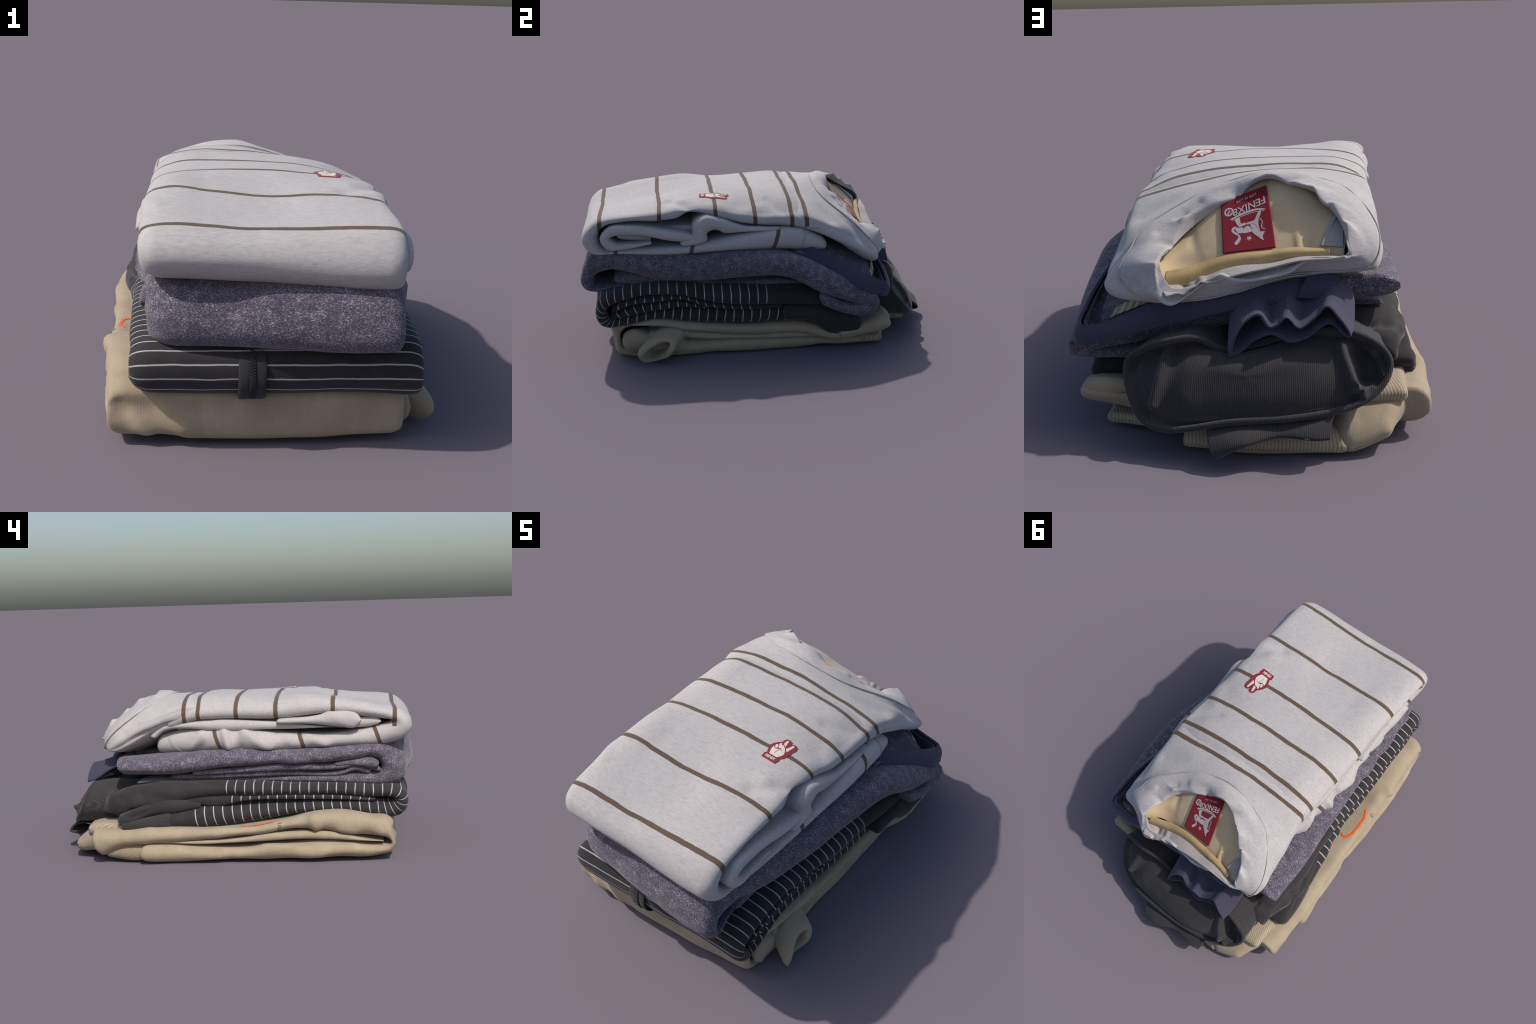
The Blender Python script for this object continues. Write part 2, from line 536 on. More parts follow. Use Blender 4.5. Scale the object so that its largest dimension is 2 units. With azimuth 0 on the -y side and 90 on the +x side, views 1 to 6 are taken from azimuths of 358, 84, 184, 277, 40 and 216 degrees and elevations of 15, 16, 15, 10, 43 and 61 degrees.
def crown(x, y):
    y = np.clip(y, CROWN_Y[0], CROWN_Y[-1])
    x = np.clip(x, CROWN_X[0], CROWN_X[-1])
    rows = hermite(CROWN_Y, CROWN, np.atleast_1d(y))              # (n, 7)
    out = np.empty(len(x))
    for j in range(len(x)):
        pass
    k = np.asarray(CROWN_X)
    h = np.diff(k)
    d = np.diff(rows, axis=1) / h
    m = np.empty_like(rows)
    m[:, 1:-1] = (d[:, :-1] * h[1:] + d[:, 1:] * h[:-1]) / (h[1:] + h[:-1])
    m[:, 0], m[:, -1] = d[:, 0], d[:, -1]
    i = np.clip(np.searchsorted(k, x, side="right") - 1, 0, len(k) - 2)
    r = np.arange(len(x))
    w = (x - k[i]) / h[i]
    return ((2 * w**3 - 3 * w**2 + 1) * rows[r, i] + (w**3 - 2 * w**2 + w) * h[i] * m[r, i]
            + (3 * w**2 - 2 * w**3) * rows[r, i + 1] + (w**3 - w**2) * h[i] * m[r, i + 1])


def shirt_top(x, y, f, t):
    wgt = float(1 - smooth(1.10, 1.27, np.array(t)))
    if wgt <= 0:
        return 0.0, 0.0
    return wgt, crown(x, y)


def shirt_shift(P, S):
    # the top sheet dips under the collar funnel that lies over its end
    w = smooth(0.16, 0.34, P[:, 1]) * (P[:, 2] > 0.7) * (S < 1.3)
    P[:, 2] -= 0.03 * w
    return P


cloth_layer("body", shirt, M_SHIRT, shirt_left, shirt_right,
            [-.43, -.43, -.432, -.43, -.428, -.427, -.426, -.426, -.424, -.420, -.410, -.412, -.435, -.445, -.41, -.38],
            [.46, .455, .448, .44, .438, .438, .442, .445, .448, .448, .45, .458, .475, .51, .505, .455],
            None, n_s=330, n_u=130, edge=.06, round_=1.35, shift=shirt_shift, surface=shirt_top,
            bulge=lambda u, f: -.018 * (1 - (2 * u - 1) ** 2) * math.exp(-((f - .47) / .10) ** 2),
            folds=[((.46, -.35, .80), (.30, -.50, .85), .035, .014), ((.46, -.47, .77), (.33, -.45, .84), .045, -.010),
                   ((.46, -.12, .77), (.38, -.02, .80), .05, -.010),
                   ((-.44, .0, .60), (-.43, .03, .69), .022, -.024), ((-.44, -.22, .59), (-.43, -.08, .67), .022, -.022), ((-.44, -.06, .60), (-.44, -.03, .66), .03, .012), ((-.43, -.30, .60), (-.42, -.25, .66), .03, .010),
                   ((-.42, .24, .57), (-.42, .15, .66), .022, -.024), ((-.42, .17, .58), (-.43, .10, .64), .026, .010), ((-.42, -.52, .60), (-.42, -.42, .655), .024, -.016),
                   ((-.43, .30, .76), (-.42, .10, .78), .03, -.006), ((-.43, -.62, .80), (-.38, -.72, .82), .03, -.006), ((.30, .05, .82), (.42, .12, .78), .03, .006)],
            ripple=[(1, 9, .0022), (2, 22, .0012)])

# inner fold layers seen at the two open sides
cloth_layer("inner_fold", shirt, M_SHIRT_PLAIN,
            [(-.66, .70, -.66, .688), (-.47, .712, -.47, .688), (-.2, .732, -.2, .688), (.05, .735, .05, .69), (.22, .738, .22, .695), (.35, .725, .35, .685), (.44, .66, .41, .64)],
            [(-.66, .74, -.66, .68), (-.47, .74, -.47, .69), (-.2, .74, -.2, .69), (.05, .74, .05, .69), (.2, .735, .2, .69), (.3, .73, .3, .69), (.4, .68, .4, .65)],
            -.425, .1, n_s=110, n_u=50, edge=.03, ripple=[(4, 14, .004)],
            folds=[((-.43, .1, .73), (-.40, .3, .72), .03, -.006)])
cloth_layer("inner_fold", shirt, M_SHIRT_PLAIN,
            [(-.26, .742, -.26, .725), (-.42, .76, -.42, .713), (-.55, .778, -.55, .705), (-.64, .788, -.64, .700), (-.69, .765, -.685, .705), (-.71, .735, -.70, .725)],
            [(-.26, .76, -.26, .71), (-.42, .77, -.42, .71), (-.55, .78, -.55, .70), (-.64, .78, -.64, .69), (-.69, .76, -.68, .69), (-.71, .74, -.70, .70)],
            -.452, .0, n_s=60, n_u=50, edge=.035, ripple=[(5, 18, .003)], folds=[((-.43, -.52, .78), (-.43, -.66, .70), .02, -.010)])
cloth_layer("inner_fold", shirt, M_SHIRT_PLAIN,
            [(-.62, .735, -.62, .69), (-.72, .745, -.72, .69), (-.79, .745, -.78, .70), (-.815, .72, -.80, .715)],
            [(-.62, .735, -.62, .69), (-.72, .745, -.72, .69), (-.79, .745, -.78, .70), (-.815, .72, -.80, .715)],
            -.40, .0, n_s=40, n_u=40, edge=.03, ripple=[(6, 20, .003)])
# right side: a rolled hem (U-turn) and a puckered flap
cloth_layer("rolled_fold", shirt, M_SHIRT_PLAIN,
            [(-.30, .70, -.30, .67), (-.55, .735, -.53, .70), (-.75, .752, -.74, .712), (-.835, .735, -.80, .705), (-.868, .69, -.82, .685), (-.84, .645, -.80, .668), (-.72, .632, -.70, .662), (-.62, .655, -.62, .672)],
            [(-.28, .665, -.30, .640), (-.50, .715, -.48, .655), (-.72, .752, -.70, .700), (-.82, .745, -.79, .705), (-.868, .69, -.825, .69), (-.845, .638, -.80, .662), (-.74, .628, -.72, .655), (-.60, .650, -.60, .660)],
            .0, .478, n_s=120, n_u=50, edge=.035, ripple=[(7, 15, .003)])
cloth_layer("rolled_fold", shirt, M_SHIRT_PLAIN,
            [(-.60, .69, -.60, .665), (-.72, .705, -.72, .668), (-.79, .70, -.775, .675), (-.80, .69, -.785, .685)],
            [(-.60, .675, -.60, .655), (-.70, .70, -.70, .662), (-.77, .705, -.76, .672), (-.785, .69, -.775, .682)],
            .0, .425, n_s=40, n_u=40, edge=.03, ripple=[(8, 20, .002)])
cloth_layer("inner_fold", shirt, M_SHIRT_PLAIN,
            [(.10, .70, .10, .685), (-.08, .72, -.08, .695), (-.25, .755, -.24, .70), (-.33, .765, -.29, .70), (-.37, .73, -.32, .68), (-.40, .68, -.34, .65), (-.44, .65, -.42, .63)],
            [(.10, .705, .10, .69), (-.08, .715, -.08, .69), (-.22, .765, -.20, .69), (-.31, .785, -.26, .71), (-.365, .745, -.30, .69), (-.375, .675, -.31, .645), (-.45, .648, -.43, .625)],
            .10, .478, n_s=90, n_u=50, edge=.045, ripple=[(9, 16, .004)],
            folds=[((.45, -.2, .70), (.45, 0, .70), .015, -.008)])
cloth_layer("inner_fold", shirt, M_SHIRT_PLAIN,
            [(.30, .71, .30, .68), (0, .72, 0, .69), (-.3, .74, -.3, .69), (-.6, .745, -.6, .69), (-.8, .73, -.8, .69)],
            [(.30, .69, .30, .66), (0, .70, 0, .68), (-.3, .72, -.3, .68), (-.6, .72, -.6, .68), (-.8, .72, -.8, .68)],
            -.36, .385, n_s=60, n_u=40, edge=.03)

# neck: body funnel, collar band, lining
ring_in = [(-.05, .10, .845), (.2, .10, .825), (.38, .12, .760), (.420, .14, .725), (.42, .2, .69), (.33, .25, .68), (.2, .25, .68), (0, .25, .68),
           (-.2, .25, .68), (-.37, .25, .72), (-.405, .2, .745), (-.412, .16, .765), (-.40, .13, .79), (-.37, .10, .812), (-.25, .10, .83)]
ring_0 = [(-.05, .235, .858), (.2, .235, .824), (.410, .25, .770), (.455, .28, .718), (.450, .34, .645), (.35, .38, .62), (.2, .38, .61), (0, .38, .615),
          (-.2, .38, .625), (-.40, .38, .690), (-.432, .36, .722), (-.440, .30, .752), (-.435, .26, .790), (-.405, .235, .828), (-.25, .235, .864)]
ring_1 = [(-.05, .315, .862), (.2, .345, .805), (.400, .43, .712), (.452, .53, .622), (.490, .612, .525), (.42, .60, .480), (.2, .58, .485), (0, .58, .505),
          (-.2, .58, .545), (-.425, .60, .578), (-.468, .62, .602), (-.483, .55, .662), (-.470, .475, .722), (-.430, .395, .790), (-.30, .335, .848)]
ring_seam = [(-.06, .348, .864), (.166, .385, .805), (.345, .503, .715), (.398, .572, .645), (.43, .64, .555), (.33, .675, .483), (.164, .680, .480), (.03, .675, .507),
             (-.15, .655, .563), (-.385, .680, .586), (-.447, .680, .612), (-.466, .632, .674), (-.447, .560, .735), (-.385, .472, .800), (-.295, .405, .843)]
ring_rim = [(-.05, .442, .868), (.075, .457, .800), (.215, .520, .708), (.270, .590, .660), (.300, .690, .630), (.245, .740, .515), (.10, .722, .553), (-.03, .702, .577),
            (-.20, .712, .622), (-.365, .728, .655), (-.380, .708, .704), (-.362, .640, .756), (-.316, .570, .798), (-.247, .505, .838), (-.15, .455, .862)]
ring_lip = [(-.05, .425, .853), (.07, .445, .783), (.205, .515, .692), (.255, .588, .645), (.280, .672, .615), (.23, .708, .535), (.095, .690, .555), (-.03, .672, .577),
            (-.20, .682, .620), (-.345, .700, .645), (-.356, .688, .690), (-.335, .602, .742), (-.298, .546, .780), (-.240, .487, .822), (-.15, .438, .846)]


for ring, k in ((ring_0, .004), (ring_1, .010), (ring_seam, .010), (ring_rim, .004), (ring_lip, .004)):
    for i, f in ((0, .4), (1, 1), (2, 1), (3, .8), (13, .4), (14, .6)):
        x, y, z = ring[i]
        ring[i] = (x, y, z - k * f)


def lerp_ring(a, b, t, lift=0.0):
    a, b = np.asarray(a), np.asarray(b)
    r = a * (1 - t) + b * t
    r[:, 2] += lift
    return r


neck_folds = [((.49, .60, .56), (.35, .47, .74), .025, -.010), ((.47, .57, .62), (.36, .52, .72), .02, .010),
              ((-.47, .55, .67), (-.42, .36, .74), .035, -.012), ((-.44, .42, .72), (-.40, .30, .77), .03, .008),
              ((.40, .40, .72), (.30, .36, .80), .04, -.010)]
ring_loft("shoulder", shirt, M_SHIRT, [ring_in, ring_0, ring_1, ring_seam], 300, 26, folds=neck_folds,
          ripple=[(11, 11, .003), (12, 26, .0012)], thickness=.004)


def rim_wave(ring, seed, amp):
    w = Waves(seed, 16)
    r = closed_curve(ring, 60)
    d = np.column_stack([w(r), w(r + 3), w(r + 7)]) * amp
    return r + d


seam60 = closed_curve(ring_seam, 60)
rim60 = rim_wave(ring_rim, 21, .011)
lip60 = closed_curve(ring_lip, 60)
band_mid = (seam60 * .5 + rim60 * .5)
band_mid[:, 2] += .010
kink = np.zeros((60, 3))
kr = np.random.default_rng(5)
for c0 in (3, 8, 12, 15, 18, 21, 24, 31, 38, 42, 47, 52, 56):
    g = np.exp(-((np.minimum(abs(np.arange(60) - c0), 60 - abs(np.arange(60) - c0))) / 1.15) ** 2)
    kink += g[:, None] * np.array([kr.normal() * .006, kr.normal() * .008, kr.choice((-1, 1)) * .019])
rim60 = rim60 + kink
ring_loft("collar_band", shirt, M_SHIRT_PLAIN, [seam60 + [0, -.004, .003], seam60 * .88 + rim60 * .12 + [0, 0, .007], band_mid, rim60, rim60 * .5 + lip60 * .5 + [0, .002, -.004], lip60],
          480, 10, folds=[((.30, .55, .70), (.22, .49, .74), .02, -.010), ((.24, .50, .73), (.17, .46, .78), .018, -.008),
                          ((.12, .44, .82), (.05, .43, .84), .018, -.006), ((.26, .70, .60), (.36, .68, .54), .022, -.010)],
          ripple=[(13, 30, .0022)], thickness=.006)
seam_out = (seam60 - seam60.mean(0))
seam_out = seam_out / np.linalg.norm(seam_out, axis=1)[:, None] * .003 + [0, .001, .004]
cord("seam", shirt, M_SEAM, [tuple(p) for p in (seam60 + seam_out)[::2]], .0028, 400, 8, closed=True)

lining_rows = [
    [(.24, .43, .69), (.16, .40, .74), (.08, .40, .80), (-.06, .37, .845), (-.2, .42, .825), (-.33, .48, .77)],
    [(.29, .53, .645), (.24, .50, .705), (.09, .458, .765), (-.065, .42, .800), (-.20, .47, .79), (-.35, .55, .735)],
    [(.312, .61, .605), (.27, .60, .645), (.08, .53, .692), (-.09, .515, .722), (-.22, .55, .720), (-.36, .615, .695)],
    [(.312, .66, .585), (.25, .615, .60), (.068, .598, .617), (-.11, .61, .640), (-.23, .63, .648), (-.35, .66, .655)],
    [(.300, .68, .530), (.25, .635, .545), (.06, .630, .570), (-.11, .66, .590), (-.23, .67, .60), (-.35, .68, .62)]]
OUT = np.array([0, .55, .83])
lining_rows = [[tuple(np.asarray(p) + OUT * w * c) for p, c in zip(row, (-.6, -2.2, .2, 1, 1, .6))] for row, w in zip(lining_rows, (.012, .018, .018, .010, 0))]
lining = sheet("lining", shirt, M_LINING, lining_rows, 110, 90, .005,
      folds=[((.20, .52, .69), (.17, .62, .62), .02, .010), ((.14, .60, .63), (.17, .63, .60), .015, -.012), ((-.25, .56, .70), (-.22, .63, .65), .025, .012),
             ((-.19, .58, .69), (-.2, .64, .645), .014, -.008)], ripple=[(14, 20, .003)])
# inner shoulder panels left and right of the lining, with overlock seams
bpy.context.view_layer.update()


def onto_lining(p, off):
    p = np.asarray(p, float)
    hit, loc, nor, _ = lining.ray_cast(tuple(p + OUT * .3), tuple(-OUT))
    return tuple((np.asarray(loc) if hit else p) + OUT * off)


rows = [[(-.272, .648, .662), (-.295, .60, .70), (-.330, .54, .745)], [(-.31, .655, .66), (-.322, .61, .70), (-.342, .565, .74)], [(-.345, .665, .66), (-.345, .62, .70), (-.348, .575, .74)]]
rows = [[onto_lining(p, .004) for p in open_curve(r, 8)] for r in rows]
sheet("inner_shoulder", shirt, M_SHIRT_IN, rows, 40, 30, .004, ripple=[(15, 25, .0015)])
cord("seam", shirt, M_SHIRT_IN, [tuple(np.asarray(p) + OUT * .003) for p in rows[0]], .007, 80, 10, flat=.6)
sheet("neck_tape", shirt, M_TAPE, [
    [(.262, .662, .580), (.19, .640, .590), (.07, .622, .620), (-.10, .632, .645), (-.22, .650, .656), (-.30, .674, .661)],
    [(.266, .676, .556), (.195, .656, .566), (.07, .638, .604), (-.10, .650, .634), (-.22, .667, .649), (-.30, .686, .657)],
    [(.266, .682, .525), (.195, .662, .532), (.07, .647, .576), (-.10, .655, .608), (-.22, .672, .630), (-.30, .690, .645)]], 140, 20, .008,
    folds=[((.25, .64, .57), (.25, .66, .51), .010, -.006), ((.215, .62, .57), (.215, .65, .51), .010, -.006), ((.16, .615, .57), (.16, .64, .52), .010, .004)], ripple=[(16, 40, .0015)])
sheet("back_collar", shirt, M_SHIRT_IN, [
    [(.275, .690, .535), (.195, .668, .538), (.07, .652, .580), (-.10, .661, .612), (-.23, .680, .634), (-.34, .70, .648)],
    [(.265, .720, .525), (.19, .700, .525), (.065, .685, .572), (-.10, .688, .608), (-.235, .70, .635), (-.345, .71, .650)],
    [(.25, .748, .518), (.18, .738, .540), (.06, .714, .566), (-.10, .710, .604), (-.24, .717, .635), (-.35, .72, .651)]], 140, 30, .006,
    ripple=[(17, 26, .003)], folds=[((.2, .66, .53), (.19, .74, .53), .014, .014), ((.14, .66, .55), (.13, .73, .55), .014, -.010)])
bpy.context.view_layer.update()
shirt_body = [o for o in shirt.children if o.name.startswith("body")][0]


def side_seam(sign, path, r):
    pts = []
    for y, z in open_curve([(a, b, 0) for a, b in path], 30)[:, :2]:
        hit, loc, nor, _ = shirt_body.ray_cast((sign * .9, y, z), (-sign, 0, 0))
        if hit:
            pts.append(tuple(np.asarray(loc) + np.asarray(nor) * .0006))
    if len(pts) > 3:
        cord("hem_seam", shirt, M_SEAM, pts, r, 60, 8)


for dx in (0, .013):
    side_seam(-1, [(.33 + dx, .672), (.325 + dx, .64), (.30 + dx, .60), (.27 + dx, .573)], .0022)
    side_seam(1, [(.232 + dx, .68), (.225 + dx, .64), (.212 + dx, .60), (.205 + dx, .578)], .0022)
# ------------------------------------------------ label and patch (prints)
def frame_from(o, xdir, ydir):
    o, a, b = (np.asarray(v, float) for v in (o, xdir, ydir))
    a = a / np.linalg.norm(a)
    b = b - (b @ a) * a
    b /= np.linalg.norm(b)
    return o, a, b, np.cross(a, b)


def lettering(text, size, parent, mat, place, name="lettering", sx=1.0, offset=0.0, lift=.003):
    """place(u, v) -> (point, normal); text baseline centred on u=0."""
    cu = bpy.data.curves.new("lettering", "FONT")
    cu.body = text; cu.size = size; cu.align_x = "CENTER"; cu.resolution_u = 3; cu.offset = offset
    ob = bpy.data.objects.new("lettering_source", cu)
    bpy.context.collection.objects.link(ob)
    dg = bpy.context.evaluated_depsgraph_get()
    me = ob.evaluated_get(dg).to_mesh()
    bm = bmesh.new(); bm.from_mesh(me)
    ob.evaluated_get(dg).to_mesh_clear()
    bpy.data.objects.remove(ob)
    bmesh.ops.subdivide_edges(bm, edges=[e for e in bm.edges if e.calc_length() > size * .4], cuts=2)
    bmesh.ops.triangulate(bm, faces=bm.faces)
    P = []
    for v in bm.verts:
        p, n = place(v.co.x * sx, v.co.y)
        P.append(np.asarray(p) + np.asarray(n) * lift)
    F = [[v.index for v in f.verts] for f in bm.faces]
    bm.free()
    o = make_object(name, P, F, mat, parent, smooth_shade=False)
    m = o.modifiers.new("thickness", "SOLIDIFY"); m.thickness = .0012; m.offset = 1
    return o


def outline_patch(name, parent, mat, pts, place, height, smooth_n=0, thick=.002, cell=.006):
    """Filled outline in (u, v), finely triangulated, laid on the placed surface."""
    p = np.asarray(pts, float)
    if smooth_n:
        p = closed_curve(np.column_stack([p, np.zeros(len(p))]), smooth_n)[:, :2]
    n = len(p)
    lo, hi = p.min(0), p.max(0)
    gx, gy = np.meshgrid(np.arange(lo[0], hi[0], cell), np.arange(lo[1], hi[1], cell))
    g = np.column_stack([gx.ravel(), gy.ravel()])
    inside = np.zeros(len(g), bool)
    for i in range(n):
        x0, y0 = p[i]
        x1, y1 = p[(i + 1) % n]
        if y0 != y1:
            hit = ((y0 > g[:, 1]) != (y1 > g[:, 1])) & (g[:, 0] < (x1 - x0) * (g[:, 1] - y0) / (y1 - y0) + x0)
            inside ^= hit
    g = g[inside]
    verts = [Vector(q) for q in np.concatenate([p, g])]
    out = delaunay_2d_cdt(verts, [(i, (i + 1) % n) for i in range(n)], [list(range(n))], 1, 1e-6)
    P = []
    for q in out[0]:
        o, nn = place(q.x, q.y)
        P.append(np.asarray(o) + np.asarray(nn) * height)
    o = make_object(name, P, [list(f) for f in out[2]], mat, parent, smooth_shade=False)
    if np.dot(np.asarray(o.data.polygons[0].normal), place(*p.mean(0))[1]) < 0:
        o.data.flip_normals()
    m = o.modifiers.new("thickness", "SOLIDIFY"); m.thickness = thick; m.offset = -1
    return o


def stroke(name, parent, mat, pts, place, radius, height=.0022, n=40):
    P = []
    for q in pts:
        p, nn = place(q[0], q[1])
        p = np.asarray(p) + np.asarray(nn) * height
        P.append((*p, q[2] if len(q) > 2 else 1.0))
    nn = place(0, 0)[1]
    return cord(name, parent, mat, P, radius, n, 8, flat=min(.35, .0009 / radius), up=tuple(nn))


# woven label hangs inside the neck; (u, v) with v running up the label text
LAB = [[(.092, .455, .776), (.012, .435, .793), (-.070, .415, .806)],
       [(.085, .497, .733), (.000, .482, .748), (-.085, .474, .760)],
       [(.078, .548, .682), (-.012, .540, .692), (-.100, .550, .706)],
       [(.070, .608, .628), (-.020, .608, .632), (-.114, .618, .648)]]
LAB = [[onto_lining(q, .007) for q in open_curve(row, 7)] for row in LAB]
lab_rows = np.stack([open_curve(r, 40) for r in LAB])
lab_grid = hermite(np.arange(4), lab_rows.reshape(4, -1), np.linspace(0, 3, 60)).reshape(60, 40, 3)


def label_place(u, v):
    """u to the reader's right, v up: the label is read from the front side."""
    a = np.clip((u / .170 + .5), 0, 1) * 39
    b = np.clip((v / .250 + .5), 0, 1) * 59
    i, j = int(min(38, a)), int(min(58, b))
    fa, fb = a - i, b - j
    g = lab_grid
    p = (g[j, i] * (1 - fa) + g[j, i + 1] * fa) * (1 - fb) + (g[j + 1, i] * (1 - fa) + g[j + 1, i + 1] * fa) * fb
    n = np.cross(g[j + 1, i] - g[j, i], g[j, i + 1] - g[j, i])
    n /= np.linalg.norm(n)
    if n[2] < 0:
        n = -n
    return p, n


label = sheet("woven_label", shirt, M_RED, LAB, 40, 50, .004)
# the label reads upside down from behind: the reader's right is +x
reading = lambda u, v: label_place(-u, v)
lettering("FENIX8", .047, label, M_WHITE, lambda u, v: reading(u - .014, v - .078 + .18 * (u + .07)), sx=.80, offset=.0004, lift=.0022)
stroke("printed_ring", label, M_WHITE, [(.059 + .0135 * math.cos(k * .524), -.050 + .0185 * math.sin(k * .524)) for k in range(13)], reading, .0032)
for q in ([(.056, -.066), (.061, -.034)], [(.050, -.048), (.059, -.050)], [(.066, -.042), (.060, -.048)]):
    stroke("printed_ring", label, M_WHITE, q, reading, .0016)
lettering("LIFE IS LIFE", .018, label, M_WHITE, lambda u, v: reading(u - .008, v - .106 + .12 * (u + .04)), sx=.90, lift=.0022)
# rocking horse with a star above it
HORSE = {
    "rocker": [(.052, -.014), (.018, -.027), (-.014, -.032), (-.044, -.030), (-.066, -.023), (-.064, -.019), (-.036, -.024), (-.005, -.021), (.027, -.016), (.050, -.008)],
    "hind_leg": [(.040, -.007), (.033, .018), (.025, .029), (.005, .026), (.006, .016), (.020, .016), (.023, -.011), (.030, -.010)],
    "fore_leg": [(.0, .018), (-.026, .012), (-.043, -.018), (-.053, -.017), (-.042, .010), (-.038, .030), (-.041, .054), (-.037, .053), (-.028, .030), (-.017, .025), (-.001, .026)],
    "saddle": [(.016, .057), (.011, .038), (-.002, .031), (-.013, .042), (-.014, .055)],
    "rump": [(.014, .035), (.019, .055), (.033, .052), (.041, .035), (.046, .029), (.042, .024), (.031, .031)],
    "tail": [(.042, .024), (.051, .029), (.053, .041), (.043, .056), (.033, .064), (.033, .074), (.042, .085), (.046, .092), (.040, .099), (.028, .087), (.024, .074), (.031, .057), (.044, .041)],
    "head": [(-.010, .029), (-.024, .028), (-.033, .044), (-.040, .058), (-.056, .060), (-.050, .072), (-.048, .081), (-.050, .093), (-.031, .076), (-.015, .058), (-.017, .046)]}
for part in HORSE.values():
    outline_patch("printed_horse", label, M_WHITE, part, reading, .0026, smooth_n=4 * len(part), thick=.0010)
stroke("printed_horse", label, M_WHITE, [(.049, -.003), (.028, -.011), (-.005, -.016), (-.036, -.019), (-.063, -.015)], reading, .0013)
stroke("printed_horse", label, M_WHITE, [(-.046, .010), (-.051, .019), (-.049, .046), (-.058, .052)], reading, .0016)


def star(cx, cy, r):
    return [(cx + r * (1 if k % 2 == 0 else .42) * math.sin(k * math.pi / 5), cy + r * (1 if k % 2 == 0 else .42) * math.cos(k * math.pi / 5)) for k in range(10)]


outline_patch("printed_star", label, M_WHITE, star(-.003, .080, .011), reading, .0026, thick=.0010)

# embroidered hand patch on the chest: u to +x, v to +y, laid on the top sheet
bpy.context.view_layer.update()
dg = bpy.context.evaluated_depsgraph_get()


def drop(ob, x, y, z0=1.2):
    hit, loc, nor, _ = ob.ray_cast((x, y, z0), (0, 0, -1))
    return (np.array(loc), np.array(nor)) if hit else (np.array((x, y, .85)), np.array((0, 0, 1.0)))


PC, PA = (.262, -.238), 0.0


def patch_place(u, v):
    ca, sa = math.cos(PA), math.sin(PA)
    x, y = PC[0] + u * ca + v * sa, PC[1] - u * sa + v * ca
    return drop(shirt_body, x, y)


border = [(-.049, -.082), (-.052, -.057), (-.045, -.047), (-.055, -.024), (-.062, -.002), (-.056, .019), (-.042, .038), (-.031, .049), (-.030, .066), (-.024, .077), (-.009, .080), (.007, .073),
          (.010, .056), (.018, .068), (.031, .070), (.046, .061), (.050, .041), (.047, .019), (.046, -.004), (.045, -.020), (.040, -.036), (.029, -.050), (.034, -.060), (.029, -.087), (-.007, -.085)]
patch = outline_patch("hand_patch", shirt, M_PATCH, border, patch_place, .0022, smooth_n=0, thick=.004)
HAND = {
    "palm": [(-.031, -.048), (-.043, -.018), (-.045, .004), (-.038, -.003), (-.029, -.007), (-.018, -.003), (-.006, .003), (-.019, .024), (-.016, .031), (-.007, .030), (.006, .018), (.018, .002), (.025, -.015), (.022, -.032), (.011, -.050)],
    "curled": [(-.036, .0), (-.043, .015), (-.037, .023), (-.031, .018), (-.024, .003), (-.030, -.002)],
    "curled_next": [(-.022, .007), (-.033, .032), (-.028, .039), (-.022, .034), (-.010, .010), (-.015, .005)],
    "index": [(-.017, .038), (-.019, .064), (-.015, .071), (-.010, .069), (-.004, .047), (.001, .028), (-.008, .036)],
    "middle": [(.009, .021), (.015, .035), (.020, .058), (.025, .061), (.030, .056), (.029, .037), (.025, .004)]}
for part in HAND.values():
    outline_patch("embroidered_hand", patch, M_CREAM, part, patch_place, .0030, smooth_n=0, thick=.0014)
stroke("embroidered_line", patch, M_PATCH, [(-.013, -.034), (-.014, -.019), (-.010, -.004), (-.003, .003), (.004, -.004)], patch_place, .0011, .0034)
lettering("FENIX", .0225, patch, M_CREAM, lambda u, v: patch_place(u - .011, v - .0745), sx=.88, offset=.0007, lift=.0030)

# ============================================================== 2. NAVY
navy = thing("navy_sweater", "navy blue heather sweater with ribbed collar, folded", "sweater")
navy_left = [
    (.62, .555, .585, .46), (.40, .556, .37, .458), (.05, .580, .10, .477), (-.30, .577, -.30, .505), (-.55, .588, -.5, .508), (-.76, .608, -.67, .520),
    (-.835, .605, -.735, .525), (-.880, .570, -.775, .518), (-.905, .515, -.79, .502), (-.908, .460, -.795, .482), (-.890, .408, -.785, .462),
    (-.84, .374, -.77, .452), (-.74, .376, -.70, .445), (-.5, .395, -.5, .437), (-.1, .403, -.1, .433), (.28, .412, .25, .428), (.51, .408, .50, .425)]
navy_right = [
    (.635, .330, .615, .232), (.42, .445, .40, .300), (.10, .568, .10, .450), (-.30, .575, -.28, .425), (-.57, .585, -.57, .435), (-.78, .600, -.74, .485),
    (-.89, .605, -.83, .497), (-.948, .575, -.90, .478), (-.975, .520, -.922, .460), (-.985, .455, -.925, .432), (-.962, .400, -.912, .410),
    (-.91, .377, -.88, .405), (-.84, .386, -.82, .410), (-.6, .402, -.6, .42), (-.2, .392, -.2, .405), (.15, .385, .15, .40), (.4, .34, .4, .36)]
